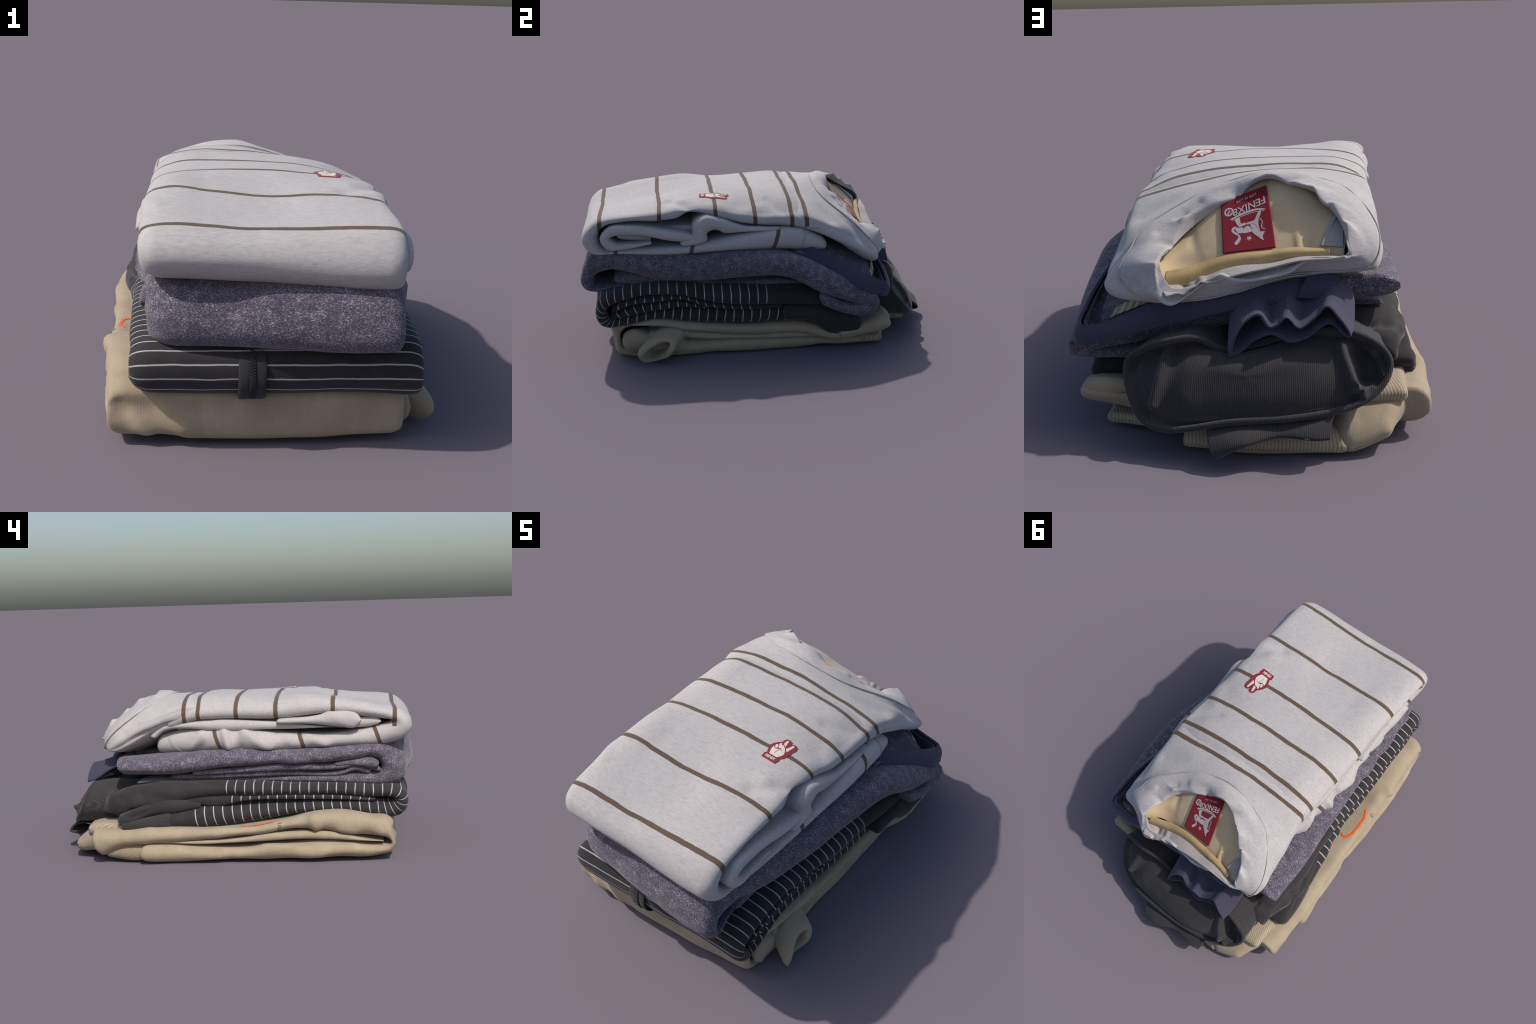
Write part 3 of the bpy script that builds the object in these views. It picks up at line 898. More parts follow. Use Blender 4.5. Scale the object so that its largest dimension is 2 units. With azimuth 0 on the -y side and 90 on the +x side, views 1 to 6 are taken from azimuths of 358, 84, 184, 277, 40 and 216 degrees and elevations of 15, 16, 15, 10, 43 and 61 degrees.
cloth_layer("body", navy, M_NAVY, navy_left, navy_right,
            [-.555, -.535, -.498, -.472, -.452, -.432, -.408, -.400, -.400, -.400, -.395, -.395, -.40, -.405, -.41, -.43, -.49],
            [.645, .645, .610, .545, .505, .482, .455, .45, .45, .45, .445, .44, .42, .42, .45, .48, .45],
            [.02] * 4 + [0.01] * 13, bulge=lambda u, f: -.028 * (1 - (2 * u - 1) ** 2) * math.exp(-((f - .545) / .06) ** 2) - .012 * math.exp(-((f - .57) / .03) ** 2), n_s=300, n_u=110, edge=.10, round_=1.9, round_right=1.15,
            folds=[((-.46, -.69, .53), (-.44, -.80, .58), .018, -.022), ((-.46, -.79, .49), (-.43, -.86, .42), .022, -.022), ((-.44, -.80, .54), (-.42, -.86, .50), .02, -.014), ((-.45, -.72, .58), (-.44, -.78, .54), .025, .012), ((-.44, -.84, .47), (-.42, -.90, .46), .03, .012),
                   ((-.46, -.42, .50), (-.46, -.32, .53), .03, -.016), ((-.46, -.58, .57), (-.46, -.50, .53), .03, -.012),
                   ((.2, -.97, .40), (.38, -.97, .42), .05, -.012), ((.46, -.60, .56), (.45, -.85, .57), .04, -.008),
                   ((.46, -.80, .52), (.46, -.70, .47), .03, .010)],
            ripple=[(31, 10, .005), (32, 24, .0022)])
cloth_layer("inner_fold", navy, M_NAVY,
            [(.20, .473, .20, .452), (0, .485, 0, .454), (-.3, .505, -.3, .470), (-.55, .500, -.55, .468), (-.65, .512, -.63, .475), (-.70, .518, -.69, .49), (-.77, .495, -.75, .465), (-.81, .46, -.79, .455)],
            [(.20, .473, .20, .45), (0, .485, 0, .453), (-.3, .49, -.3, .46), (-.55, .495, -.55, .46), (-.65, .50, -.65, .47), (-.70, .50, -.69, .48), (-.77, .48, -.75, .46), (-.81, .46, -.79, .455)],
            [-.465, -.458, -.442, -.430, -.428, -.425, -.41, -.40], .2, n_s=100, n_u=50, edge=.02, ripple=[(33, 14, .002)])
cloth_layer("inner_fold", navy, M_NAVY,
            [(.32, .446, .32, .43), (0, .455, 0, .434), (-.3, .468, -.3, .436), (-.6, .462, -.6, .438), (-.69, .49, -.67, .46), (-.76, .46, -.74, .44)],
            [(.32, .446, .32, .42), (0, .455, 0, .42), (-.3, .46, -.3, .43), (-.6, .46, -.6, .43), (-.69, .48, -.67, .45), (-.76, .46, -.74, .43)],
            [-.45, -.435, -.42, -.41, -.41, -.40], .2, n_s=80, n_u=50, edge=.015, ripple=[(34, 14, .002)])
cloth_layer("inner_fold", navy, M_NAVY,
            [(-.4, .45, -.4, .42), (-.6, .47, -.6, .42), (-.76, .48, -.75, .42), (-.83, .465, -.80, .425)],
            [(-.4, .44, -.4, .415), (-.6, .465, -.6, .415), (-.75, .482, -.74, .41), (-.825, .462, -.80, .42)],
            .0, .445, n_s=60, n_u=40, edge=.03, ripple=[(35, 18, .003)])
cloth_layer("inner_fold", navy, M_NAVY_RIB,
            [(.35, .40, .35, .36), (.1, .42, .1, .39), (-.15, .43, -.15, .40)],
            [(.35, .36, .35, .32), (.1, .425, .1, .39), (-.15, .43, -.15, .40)],
            .2, .45, n_s=40, n_u=30, edge=.02)
cloth_layer("inner_fold", navy, M_NAVY,
            [(-.56, .508, -.56, .488), (-.68, .522, -.68, .490), (-.76, .524, -.755, .480), (-.80, .502, -.785, .478)],
            [(-.56, .508, -.56, .488), (-.68, .522, -.68, .490), (-.76, .524, -.755, .480), (-.80, .502, -.785, .478)],
            -.432, .1, n_s=50, n_u=40, edge=.03, ripple=[(41, 20, .004)])
# inner side of the open neck + rib band, twill tape and folded-down end
sheet("neck_inside", navy, M_NAVY, [
    [(.49, .18, .568), (.35, .20, .575), (.0, .22, .57), (-.3, .3, .56)],
    [(.512, .36, .515), (.42, .38, .535), (.1, .40, .545), (-.25, .45, .55)],
    [(.515, .56, .405), (.43, .59, .45), (.15, .605, .500), (-.2, .62, .525)],
    [(.515, .60, .36), (.42, .62, .39), (.15, .63, .46), (-.2, .64, .50)]], 80, 60, .01, ripple=[(36, 12, .004)])
band_low = [(.455, .16, .565), (.530, .285, .512), (.585, .42, .440), (.618, .57, .350), (.590, .660, .318), (.49, .690, .338), (.31, .692, .386), (.16, .690, .420), (.03, .690, .452),
            (-.08, .690, .468), (-.17, .690, .492), (-.24, .66, .50), (-.30, .60, .51)]
band_up = [(.43, .20, .60), (.490, .31, .572), (.542, .45, .498), (.568, .58, .428), (.570, .668, .390), (.48, .680, .400), (.32, .665, .462), (.18, .655, .492), (.05, .655, .505),
           (-.06, .655, .518), (-.14, .650, .530), (-.21, .62, .56), (-.27, .56, .57)]
bl, bu = np.asarray(band_low), np.asarray(band_up)
bm_ = (bl + bu) / 2 + [.004, .012, 0]
sheet("collar_band", navy, M_NAVY_RIB, [bl, bm_, bu], 260, 24, .012, ripple=[(37, 18, .003)])
sheet("twill_tape", navy, M_TWILL, [[(.50, .60, .385), (.44, .625, .415), (.32, .640, .468), (.18, .637, .498), (.05, .637, .512), (-.06, .637, .524)], [(.48, .592, .405), (.43, .610, .445), (.32, .625, .492), (.18, .620, .522), (.05, .620, .532), (-.06, .620, .54)]], 140, 8, .006, ripple=[(38, 40, .003)])
sheet("collar_inside", navy, M_NAVY_RIB, [bu[0:8] + [-.012, -.010, -.004], bl[0:8] + [-.035, -.035, .005]], 120, 12, .006)
sheet("collar_flap", navy, M_NAVY_RIB, [
    [(-.185, .69, .495), (-.26, .69, .495), (-.32, .66, .51)],
    [(-.20, .685, .525), (-.27, .68, .53), (-.33, .65, .54)],
    [(-.225, .655, .565), (-.28, .645, .572), (-.34, .62, .57)]], 40, 24, .014)

# cuff: flattened rib tube with a wavy mouth
cuff_up = [(.034, .338), (.002, .419), (-.033, .455), (-.067, .466), (-.100, .427), (-.130, .44), (-.160, .465), (-.201, .427), (-.256, .461), (-.294, .498), (-.335, .46), (-.368, .410)]
cuff_lo = [(-.352, .404), (-.298, .441), (-.230, .394), (-.171, .380), (-.108, .405), (-.043, .375), (-.008, .346), (.02, .333)]
mouth = [(x, .795 + .012 * math.sin(x * 30), z) for x, z in cuff_up + cuff_lo]
mouth = np.asarray(mouth)
mid_c = np.array([-.17, 0, .43])


def cuff_ring(y, flat, dz, sx=1.0):
    r = mouth.copy()
    r[:, 0] = mid_c[0] + (r[:, 0] - mid_c[0]) * sx
    r[:, 2] = mid_c[2] + (r[:, 2] - mid_c[2]) * flat + dz
    r[:, 1] = y + (mouth[:, 1] - .795)
    return r


inside = cuff_ring(.745, .80, .008, .96)
ring_loft("cuff", navy, M_NAVY_RIB, [cuff_ring(.58, .45, .085, 1.0), cuff_ring(.66, .62, .062, 1.05), cuff_ring(.745, .92, .016, 1.04), mouth, cuff_ring(.788, .94, .0, .98), inside, cuff_ring(.66, .5, .02, .9)],
          200, 10, ripple=[(39, 20, .0015)], thickness=.005)
# rounded shoulder lump at the right corner below the collar band
cloth_layer("sleeve_fold", navy, M_NAVY,
            [(.30, .34, .30, .30), (.45, .29, .45, .25), (.56, .28, .56, .24), (.62, .27, .60, .25)],
            [(.30, .36, .30, .30), (.45, .29, .45, .236), (.56, .285, .54, .218), (.612, .262, .59, .245)],
            .30, .645, n_s=60, n_u=40, edge=.04, ripple=[(40, 14, .004)])

# ============================================================== 3. BLACK
black = thing("pinstriped_jacket", "black zip jacket with thin white pinstripes, folded", "jacket")
black_left = [
    (.50, .405, .50, .30), (.29, .420, .28, .345), (0, .413, 0, .342), (-.30, .407, -.30, .338), (-.60, .397, -.55, .338), (-.78, .386, -.74, .324), (-.872, .378, -.83, .322),
    (-.930, .350, -.87, .318), (-.950, .300, -.882, .312), (-.942, .248, -.876, .306), (-.908, .212, -.86, .302), (-.85, .202, -.83, .300), (-.78, .220, -.78, .302), (-.60, .245, -.60, .309),
    (-.33, .230, -.33, .305), (-.10, .187, -.10, .300), (.20, .167, .20, .285), (.45, .175, .45, .24)]
black_right = [
    (.45, .35, .45, .25), (.20, .363, .20, .275), (0, .378, 0, .282), (-.30, .400, -.25, .302), (-.60, .428, -.50, .362), (-.78, .405, -.70, .358), (-.86, .390, -.80, .338),
    (-.905, .360, -.848, .312), (-.922, .310, -.862, .290), (-.920, .258, -.860, .266), (-.898, .220, -.85, .250), (-.86, .203, -.83, .240), (-.80, .207, -.78, .246), (-.62, .226, -.60, .275),
    (-.43, .195, -.43, .285), (-.20, .170, -.20, .262), (.10, .166, .10, .26), (.30, .170, .30, .23)]
M_PIN = pinstripe("black_pinstripe", .0487, .012, .0026, -.03, 2.22)
cloth_layer("body", black, M_PIN, black_left, black_right,
            [-.52, -.515, -.50, -.49, -.48, -.465, -.455, -.455, -.455, -.455, -.452, -.452, -.46, -.475, -.495, -.495, -.55, -.58],
            [.585, .58, .555, .545, .540, .536, .536, .536, .536, .536, .535, .53, .525, .515, .512, .512, .53, .54],
            [0] * 18, n_s=320, n_u=110, edge=.085, round_=1.7, front=(5, 12),
            
            folds=[((-.51, -.06, .20), (-.51, -.02, .29), .025, -.012), ((-.51, -.80, .25), (-.47, -.90, .27), .02, -.008),
                   ((-.51, .15, .20), (-.51, .06, .28), .03, -.010)],
            ripple=[(51, 9, .004), (52, 22, .0015)])
M_PIN2 = pinstripe("black_pinstripe_inner", .0487, .012, .0026, -1, .78)
cloth_layer("inner_fold", black, M_PIN2,
            [(-.78, .318, -.77, .303), (-.6, .334, -.6, .318), (-.4, .344, -.4, .317), (-.1, .343, -.1, .312), (.1, .340, .1, .285), (.22, .33, .22, .31), (.4, .32, .4, .29)],
            [(-.78, .318, -.77, .303), (-.6, .334, -.6, .318), (-.4, .344, -.4, .317), (-.1, .343, -.1, .312), (.1, .338, .1, .295), (.22, .33, .22, .30), (.4, .32, .4, .29)],
            [-.45, -.47, -.48, -.49, -.50, -.505, -.51], .1, n_s=90, n_u=40, edge=.02, ripple=[(53, 14, .002)])
cloth_layer("inner_fold", black, M_PIN2,
            [(-.83, .31, -.83, .29), (-.74, .34, -.74, .32), (-.57, .36, -.57, .333), (-.45, .363, -.45, .337), (-.32, .32, -.32, .288), (-.16, .292, -.16, .264), (.1, .285, .1, .262)],
            [(-.83, .312, -.83, .290), (-.74, .342, -.74, .326), (-.57, .362, -.57, .335), (-.45, .363, -.45, .338), (-.33, .318, -.32, .288), (-.16, .288, -.16, .264), (.1, .28, .1, .262)],
            .0, .532, n_s=90, n_u=40, edge=.02, ripple=[(54, 14, .002)])
cloth_layer("inner_fold", black, M_PIN2,
            [(-.84, .27, -.82, .25), (-.72, .312, -.70, .27), (-.57, .325, -.57, .285), (-.45, .325, -.45, .29), (-.3, .285, -.3, .275)],
            [(-.845, .268, -.82, .248), (-.72, .310, -.70, .268), (-.57, .326, -.57, .284), (-.45, .326, -.45, .29), (-.3, .285, -.3, .272)],
            .0, .522, n_s=90, n_u=40, edge=.02, ripple=[(55, 14, .002)])
# zip placket over the front fold
zx = -.045
front = [(-.78, .392), (-.872, .382), (-.924, .352), (-.942, .300), (-.936, .248), (-.908, .208), (-.855, .196), (-.80, .205)]
for dx, w, lift in ((-.027, .019, .006), (.027, .019, .006)):
    rows = []
    for q in (-1, -.6, 0, .6, 1):
        h = lift * (1 - .5 * abs(q) ** 3)
        rows.append([(zx + dx + w * q, y - h * (1 if y < -.87 else .2), z + (h if z > .39 else -h if z < .23 else 0)) for y, z in front])
    sheet("zip_placket", black, M_BLACK, rows, 80, 18, .006, ripple=[(56, 30, .002)])
stitch = open_curve([(0, y - .002 * (1 if y < -.87 else 0), z) for y, z in front[:-1]], 80)
teeth = []
box_v, box_f = [], []
for k, (a, y, z) in enumerate(stitch[6:-4]):
    side = .004 if k % 2 else -.004
    b = len(box_v)
    for sx_ in (-1, 1):
        for sy in (-1, 1):
            for sz in (-1, 1):
                box_v.append((zx + side + .006 * sx_, y - .004 + .006 * sy, z + .0028 * sz))
    box_f += [[b + i for i in f] for f in ((0, 1, 3, 2), (4, 6, 7, 5), (0, 4, 5, 1), (2, 3, 7, 6), (0, 2, 6, 4), (1, 5, 7, 3))]
zo = make_object("zip_teeth", box_v, box_f, M_ZIP, black, smooth_shade=False)
zo["kind"] = "stuff"

# shoulder and sleeve lumps
cloth_layer("shoulder_fold", black, M_BLACK,
            [(.02, .405, .02, .345), (.20, .418, .20, .335), (.36, .420, .34, .29), (.50, .408, .47, .25), (.60, .390, .56, .225), (.675, .360, .62, .215), (.70, .29, .64, .230)],
            [(.02, .36, .02, .33), (.20, .36, .20, .30), (.36, .38, .34, .28), (.50, .36, .47, .26), (.60, .34, .56, .25), (.67, .32, .62, .235), (.69, .29, .63, .245)],
            [-.505, -.518, -.545, -.56, -.55, -.535, -.53], .2, n_s=140, n_u=80, edge=.075, ripple=[(57, 12, .007), (157, 26, .002)],
            folds=[((-.55, .28, .33), (-.54, .46, .36), .022, -.020), ((-.55, .46, .36), (-.54, .58, .33), .022, -.016), ((-.56, .36, .30), (-.56, .50, .31), .03, .014),
                   ((-.54, .52, .26), (-.55, .44, .31), .018, -.022), ((-.5, .60, .40), (-.46, .66, .30), .018, -.016), ((-.44, .61, .40), (-.40, .68, .30), .018, -.016),
                   ((-.53, .63, .34), (-.52, .66, .27), .02, .014), ((-.37, .60, .38), (-.34, .68, .30), .02, -.012)])
cloth_layer("sleeve_fold", black, M_BLACK,
            [(.16, .305, .16, .285), (.28, .325, .28, .265), (.38, .330, .38, .245), (.47, .300, .46, .225), (.54, .262, .53, .205), (.60, .24, .58, .20)],
            [(.16, .305, .16, .285), (.28, .325, .28, .265), (.38, .330, .38, .245), (.47, .300, .46, .225), (.54, .262, .53, .205), (.60, .24, .58, .20)],
            [-.51, -.55, -.58, -.595, -.60, -.595], -.2, n_s=90, n_u=60, edge=.06, ripple=[(58, 15, .008), (158, 30, .002)],
            folds=[((-.60, .36, .30), (-.6, .52, .25), .018, -.016), ((-.59, .30, .29), (-.59, .40, .27), .02, .010)])
M_CUFF_RIB = rib_material("black_cuff_rib", (0.024, 0.022, 0.024), (0.047, 0.043, 0.044), (.6, .05, 1), 0.0075)
cloth_layer("sleeve_cuff", black, M_CUFF_RIB,
            [(.30, .27, .30, .17), (.42, .245, .42, .168), (.50, .235, .50, .17), (.575, .232, .58, .172)],
            [(.30, .25, .30, .17), (.42, .235, .42, .168), (.50, .23, .50, .17), (.575, .228, .58, .172)],
            [-.57, -.595, -.605, -.608], -.3, n_s=60, n_u=40, edge=.03, ripple=[(59, 16, .005)])
cloth_layer("sleeve_fold", black, M_BLACK,
            [(.10, .28, .10, .2), (.28, .29, .28, .17), (.40, .28, .38, .11), (.48, .24, .46, .10), (.54, .19, .52, .12)],
            [(.10, .27, .10, .2), (.28, .26, .26, .185), (.40, .26, .36, .10), (.48, .235, .46, .090), (.54, .175, .52, .12)],
            .2, .590, n_s=80, n_u=50, edge=.07, ripple=[(60, 11, .005)])

# stand collar: oval rib panel with a rolled edge, seen from behind
col_out = [(.402, .735, .280), (.335, .752, .333), (.235, .765, .368), (.150, .755, .372), (.060, .750, .330), (-.06, .745, .350), (-.2, .745, .395), (-.330, .755, .405),
           (-.430, .770, .380), (-.492, .785, .335), (-.505, .800, .285), (-.480, .830, .235), (-.420, .862, .192), (-.310, .895, .165), (-.15, .918, .150), (.02, .925, .140), (.160, .915, .112), (.245, .895, .096),
           (.318, .868, .108), (.362, .835, .148), (.395, .785, .215)]
co = np.asarray(col_out)
cen = co.mean(0)


def scaled(s, dy=0.0, dz=0.0):
    r = cen + (co - cen) * s
    r[:, 1] += dy; r[:, 2] += dz
    return r


top_w = smooth(.18, .36, co[:, 2])[:, None]
for _ in range(2):
    top_w = (np.roll(top_w, 1, 0) + top_w * 2 + np.roll(top_w, -1, 0)) / 4


co_soft = co.copy()
for _ in range(6):
    co_soft = (np.roll(co_soft, 1, 0) + co_soft * 2 + np.roll(co_soft, -1, 0)) / 4


def panel(s, deep):
    w = min(1.0, (1 - s) / .25)
    r = cen + (co * (1 - w) + co_soft * w - cen) * s
    return r + np.array([0, 1, .35]) * deep - top_w * np.array([0, 1, .5]) * .032 * s ** 1.5


ring_loft("stand_collar", black, M_BLACK_RIB,
          [scaled(.86, -.30, .00), scaled(.97, -.12, .00), scaled(1.0, -.03, 0), co, scaled(.975, .008, .006), panel(.93, .006), panel(.86, .020), panel(.65, .048), panel(.4, .064), panel(.15, .070), panel(0, .071)],
          320, 12,
          folds=[((-.335, 0, .335), (-.375, 0, .245), .016, -.030, "y"), ((-.375, 0, .245), (-.41, 0, .215), .016, -.028, "y"), ((-.41, 0, .215), (-.44, 0, .23), .014, -.016, "y"),
                 ((-.40, 0, .335), (-.415, 0, .26), .026, .030, "y"), ((-.36, 0, .35), (-.45, 0, .34), .016, -.02, "y"), ((-.455, 0, .33), (-.475, 0, .27), .014, -.018, "y"),
                 ((.245, 0, .335), (.285, 0, .17), .013, -.024, "y"), ((.21, 0, .33), (.25, 0, .18), .03, .010, "y"), ((-.2, 0, .27), (.1, 0, .22), .06, .008, "y"),
                 ((-.30, 0, .18), (.2, 0, .135), .006, -.004, "y"), ((.33, 0, .28), (.36, 0, .22), .02, -.010, "y")],
          ripple=[(61, 12, .004), (62, 45, .0008)])
cord("collar_edge", black, M_BLACK_RIB, [tuple(p) for p in scaled(.985, .006, .004)], .011, 320, 12, closed=True)
# hem band hanging below the collar
sheet("hem_band", black, M_BLACK_RIB, [
    [(.105, .78, .10), (.0, .78, .12), (-.15, .78, .13), (-.28, .77, .14), (-.315, .76, .14)],
    [(.110, .88, .125), (.0, .89, .135), (-.15, .89, .14), (-.28, .89, .155), (-.312, .88, .165)],
    [(.098, .945, .100), (-.0, .955, .118), (-.15, .935, .125), (-.28, .945, .138), (-.308, .93, .145)],
    [(.075, .985, .045), (-.02, .988, .088), (-.13, .948, .100), (-.27, .970, .100), (-.303, .960, .100)],
    [(.05, .88, .035), (-.02, .90, .06), (-.13, .89, .08), (-.27, .90, .08), (-.30, .90, .085)]], 90, 60, .012, ripple=[(63, 14, .003)])

# ============================================================== 4. BEIGE
beige = thing("beige_sweatshirt", "beige fleece sweatshirt with ribbed cuffs, folded at the bottom", "sweatshirt")
beige_left = [
    (.745, .195, .70, .035), (.50, .188, .46, .115), (.24, .186, .20, .120), (-.10, .207, -.10, .137), (-.43, .262, -.38, .175), (-.60, .270, -.50, .163), (-.75, .246, -.63, .130),
    (-.84, .236, -.75, .113), (-.872, .205, -.81, .107), (-.872, .145, -.845, .102), (-.880, .085, -.848, .098), (-.862, .034, -.82, .099), (-.80, .010, -.75, .106), (-.60, .010, -.60, .116),
    (-.36, .006, -.36, .11), (0, .010, 0, .09), (.28, .012, .28, .095), (.46, .030, .45, .09)]
beige_right = [
    (.70, .205, .68, .11), (.45, .115, .40, .06), (.20, .163, .20, .10), (-.04, .168, -.04, .10), (-.44, .205, -.42, .15), (-.62, .235, -.54, .18), (-.75, .222, -.68, .187),
    (-.825, .207, -.75, .175), (-.845, .180, -.775, .160), (-.842, .135, -.785, .14), (-.835, .095, -.785, .11), (-.825, .040, -.77, .08), (-.77, .010, -.72, .07), (-.60, .004, -.60, .07),
    (-.35, .003, -.35, .095), (0, .005, 0, .09), (.34, .010, .34, .07), (.55, .025, .52, .06)]
cloth_layer("body", beige, M_BEIGE, beige_left, beige_right,
            [-.65, -.635, -.615, -.60, -.585, -.575, -.565, -.55, -.545, -.545, -.545, -.545, -.555, -.57, -.58, -.597, -.615, -.64],
            [.575, .57, .53, .525, .53, .53, .522, .51, .505, .505, .505, .505, .505, .505, .51, .505, .51, .53],
            [-.01] * 5 + [0] * 13, n_s=320, n_u=110, edge=.075, round_=1.4,
            bulge=lambda u, f: -.012 * (1 - (2 * u - 1) ** 2) * math.exp(-((f - .55) / .06) ** 2),
            
            folds=[((-.57, -.45, .23), (-.56, -.47, .17), .025, -.022), ((-.57, -.60, .16), (-.56, -.66, .13), .03, -.018), ((-.60, .1, .13), (-.6, .4, .14), .03, .006),
                   ((-.57, -.20, .08), (-.57, -.48, .045), .03, -.012), ((-.45, -.87, .10), (-.40, -.87, .05), .03, -.012), ((-.32, -.87, .14), (-.28, -.87, .07), .035, -.010),
                   ((-.50, -.87, .16), (-.46, -.87, .1), .03, .012), ((-.22, -.86, .16), (-.2, -.87, .06), .03, .006),
                   ((-.50, -.83, .05), (-.3, -.86, .03), .02, .008), ((-.58, -.70, .09), (-.57, -.82, .06), .02, -.008), ((-.60, .42, .16), (-.63, .62, .13), .03, -.010), ((-.58, -.15, .19), (-.58, -.40, .24), .03, .008), ((-.58, -.05, .05), (-.57, -.35, .09), .022, -.014),
                   ((-.57, -.52, .06), (-.56, -.72, .08), .025, -.012), ((-.60, .25, .06), (-.6, .05, .04), .022, -.010), ((-.55, -.74, .22), (-.55, -.80, .14), .03, -.010), ((.52, -.3, .17), (.52, .1, .14), .02, -.008)],
            ripple=[(71, 10, .005), (72, 22, .0022)])
cloth_layer("inner_fold", beige, M_BEIGE,
            [(.45, .13, .45, .107), (.2, .122, .2, .100), (-.05, .133, -.05, .107), (-.27, .155, -.27, .126), (-.45, .165, -.45, .124), (-.58, .155, -.57, .118), (-.72, .122, -.72, .108), (-.82, .108, -.82, .101)],
            [(.45, .13, .45, .10), (.2, .122, .2, .10), (-.05, .13, -.05, .10), (-.27, .15, -.27, .12), (-.45, .16, -.45, .12), (-.58, .15, -.57, .115), (-.72, .122, -.72, .108), (-.82, .108, -.82, .101)],
            [-.605, -.60, -.59, -.578, -.568, -.555, -.545, -.53], .2, n_s=80, n_u=40, edge=.022, ripple=[(73, 14, .003)])
cloth_layer("inner_fold", beige, M_BEIGE,
            [(.5, .08, .5, .06), (.2, .10, .2, .075), (-.1, .11, -.1, .08), (-.35, .14, -.35, .10), (-.5, .165, -.5, .11), (-.65, .16, -.65, .11)],
            [(.5, .075, .5, .055), (.2, .102, .2, .075), (-.1, .11, -.1, .085), (-.35, .135, -.35, .10), (-.5, .17, -.5, .11), (-.65, .16, -.65, .11)],
            .0, .515, n_s=80, n_u=40, edge=.022, ripple=[(74, 14, .003)])
# right: rolled sleeve end sticking out
roll_rings = []
for (x, yc, zc, ry, rz, sk) in ((.34, -.50, .11, .06, .04, 0), (.44, -.53, .110, .085, .060, .01), (.52, -.565, .096, .100, .076, .024), (.575, -.590, .082, .102, .074, .030), (.605, -.600, .076, .096, .066, .030),
                               (.606, -.600, .078, .080, .050, .028), (.580, -.595, .084, .068, .040, .022), (.50, -.575, .095, .052, .034, .01), (.40, -.54, .10, .02, .014, 0)):
    roll_rings.append([(x + .016 * math.cos(2 * a + .6), yc + ry * math.cos(a) * (1 + .10 * math.sin(3 * a)), max(.002, zc + rz * math.sin(a) * (1 + .12 * math.cos(2 * a)) + sk * math.cos(a))) for a in np.linspace(0, 2 * math.pi, 14, endpoint=False)])
ring_loft("rolled_sleeve", beige, M_BEIGE, roll_rings, 160, 12, ripple=[(75, 18, .006), (175, 40, .0015)], thickness=.004)
cloth_layer("rolled_sleeve", beige, M_BEIGE,
            [(-.72, .10, -.70, .03), (-.66, .12, -.66, .01), (-.55, .12, -.55, .03), (-.35, .10, -.35, .03)],
            [(-.80, .15, -.76, .03), (-.74, .18, -.72, .02), (-.66, .15, -.66, .03), (-.45, .10, -.45, .03)],
            .3, .525, n_s=60, n_u=40, edge=.05, ripple=[(76, 18, .006)])
# back ends: ribbed cuffs and fleece tails
cloth_layer("tail_fold", beige, M_BEIGE,
            [(.50, .18, .50, .08), (.66, .195, .64, .07), (.75, .17, .72, .06), (.82, .13, .79, .05), (.86, .09, .84, .05)],
            [(.50, .18, .50, .05), (.66, .17, .64, .03), (.78, .14, .76, .008), (.86, .085, .85, .006), (.885, .05, .875, .014)],
            [-.60, -.60, -.56, -.52, -.50], [-.28, -.29, -.30, -.32, -.36], n_s=70, n_u=50, edge=.05, ripple=[(77, 14, .005)],
            folds=[((-.40, .80, .10), (-.48, .70, .15), .03, -.012)])
cloth_layer("ribbed_cuff", beige, M_BEIGE_RIB,
            [(.45, .20, .45, .16), (.60, .212, .60, .16), (.70, .212, .70, .15), (.775, .195, .76, .14)],
            [(.45, .20, .45, .16), (.60, .215, .60, .16), (.72, .21, .71, .15), (.79, .19, .78, .14)],
            -.565, -.40, n_s=50, n_u=40, edge=.03, ripple=[(78, 20, .003)])
cloth_layer("ribbed_cuff", beige, M_BEIGE_RIB,
            [(.60, .10, .60, .02), (.75, .10, .75, .012), (.86, .085, .86, .008), (.90, .05, .89, .012)],
            [(.60, .10, .60, .03), (.75, .10, .75, .022), (.85, .085, .85, .015), (.88, .05, .87, .018)],
            -.36, .20, n_s=50, n_u=60, edge=.04, ripple=[(79, 24, .004)])
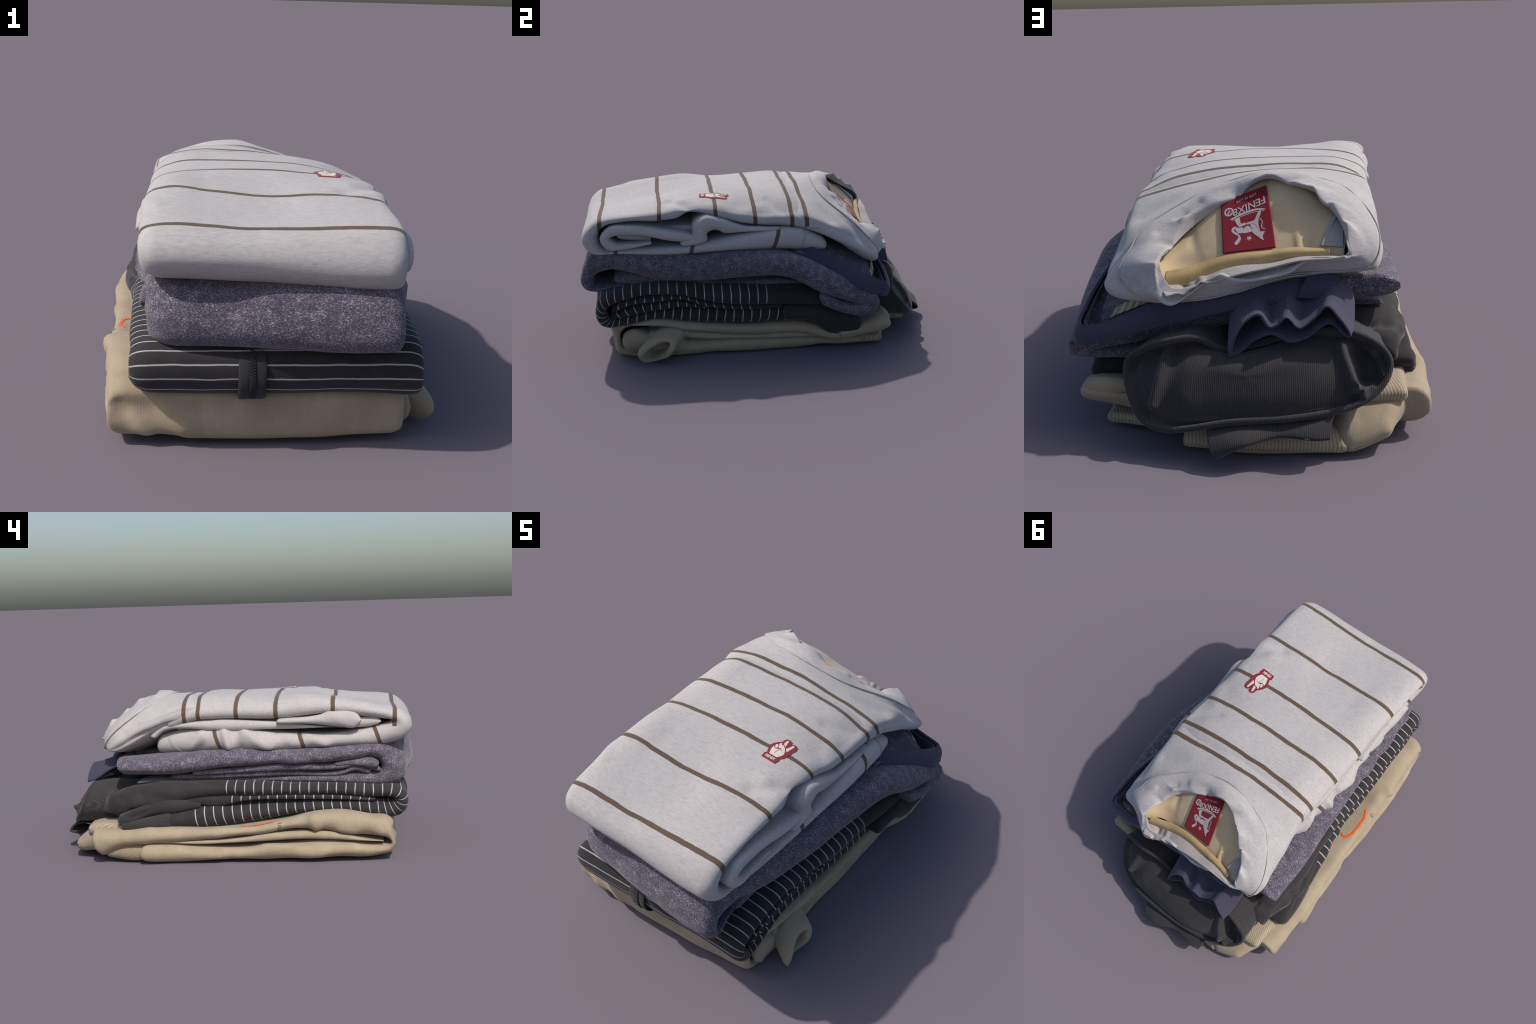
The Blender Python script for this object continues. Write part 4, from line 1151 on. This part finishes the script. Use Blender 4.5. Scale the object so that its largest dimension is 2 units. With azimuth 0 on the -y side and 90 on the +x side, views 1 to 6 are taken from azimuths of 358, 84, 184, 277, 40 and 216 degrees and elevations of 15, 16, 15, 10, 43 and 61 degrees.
cloth_layer("tail_fold", beige, M_BEIGE,
            [(.40, .15, .40, .06), (.55, .17, .55, .05), (.68, .185, .68, .04), (.74, .15, .73, .06)],
            [(.40, .13, .40, .07), (.55, .16, .55, .08), (.66, .19, .66, .105), (.705, .16, .70, .13)],
            .25, .585, n_s=60, n_u=40, edge=.045, ripple=[(80, 14, .005)])
M_HEM_RIB = rib_material("beige_hem_rib", (0.20, 0.155, 0.10), (0.36, 0.29, 0.20), (.2, .35, 1), 0.010)
cloth_layer("ribbed_cuff", beige, M_HEM_RIB,
            [(.40, .095, .40, .03), (.52, .10, .50, .022), (.60, .10, .60, .03), (.66, .07, .66, .04)],
            [(.40, .095, .40, .03), (.52, .10, .50, .022), (.60, .10, .60, .03), (.66, .07, .66, .04)],
            [-.60, -.605, -.60, -.59], -.3, n_s=50, n_u=40, edge=.04, ripple=[(82, 22, .005)])
cloth_layer("tail_fold", beige, M_BEIGE_RIB,
            [(.40, .06, .40, .012), (.60, .055, .60, .010), (.80, .05, .80, .012)],
            [(.40, .06, .40, .012), (.55, .055, .55, .012), (.66, .05, .66, .020)],
            .05, .50, n_s=40, n_u=40, edge=.02, ripple=[(81, 20, .004)])


# prints on the left side of the beige sweatshirt
bpy.context.view_layer.update()
beige_body = [o for o in beige.children if o.name.startswith("body")][0]


def side_place(u, v):
    """u along -y (reading away from the neck), v inward over the edge."""
    hit, loc, nor, _ = beige_body.ray_cast((-.9, -.285 + v, .205 + u), (1, 0, 0))
    if not hit:
        return np.array((-.575, -.285 + v, .205 + u)), np.array((-1.0, 0, 0))
    return np.array(loc), np.array(nor)


lettering("aten", .042, beige, M_GREY_PRINT, lambda u, v: side_place(u - .018, v), sx=.8, lift=.001)


def top_place(u, v):
    hit, loc, nor, _ = beige_body.ray_cast((u, v, .6), (0, 0, -1))
    return (np.array(loc), np.array(nor)) if hit else (np.array((u, v, .22)), np.array((0, 0, 1.0)))


swoosh = []
for (x, y) in [(-.533, -.275), (-.552, -.235), (-.556, -.18), (-.556, -.12), (-.548, -.085), (-.525, -.072), (-.505, -.08)]:
    p, n = top_place(x, y)
    swoosh.append((*(p + n * .001), .7 if y < -.26 else 1.0))
cord("orange_print", beige, M_ORANGE, swoosh, .008, 80, 10, flat=.15)
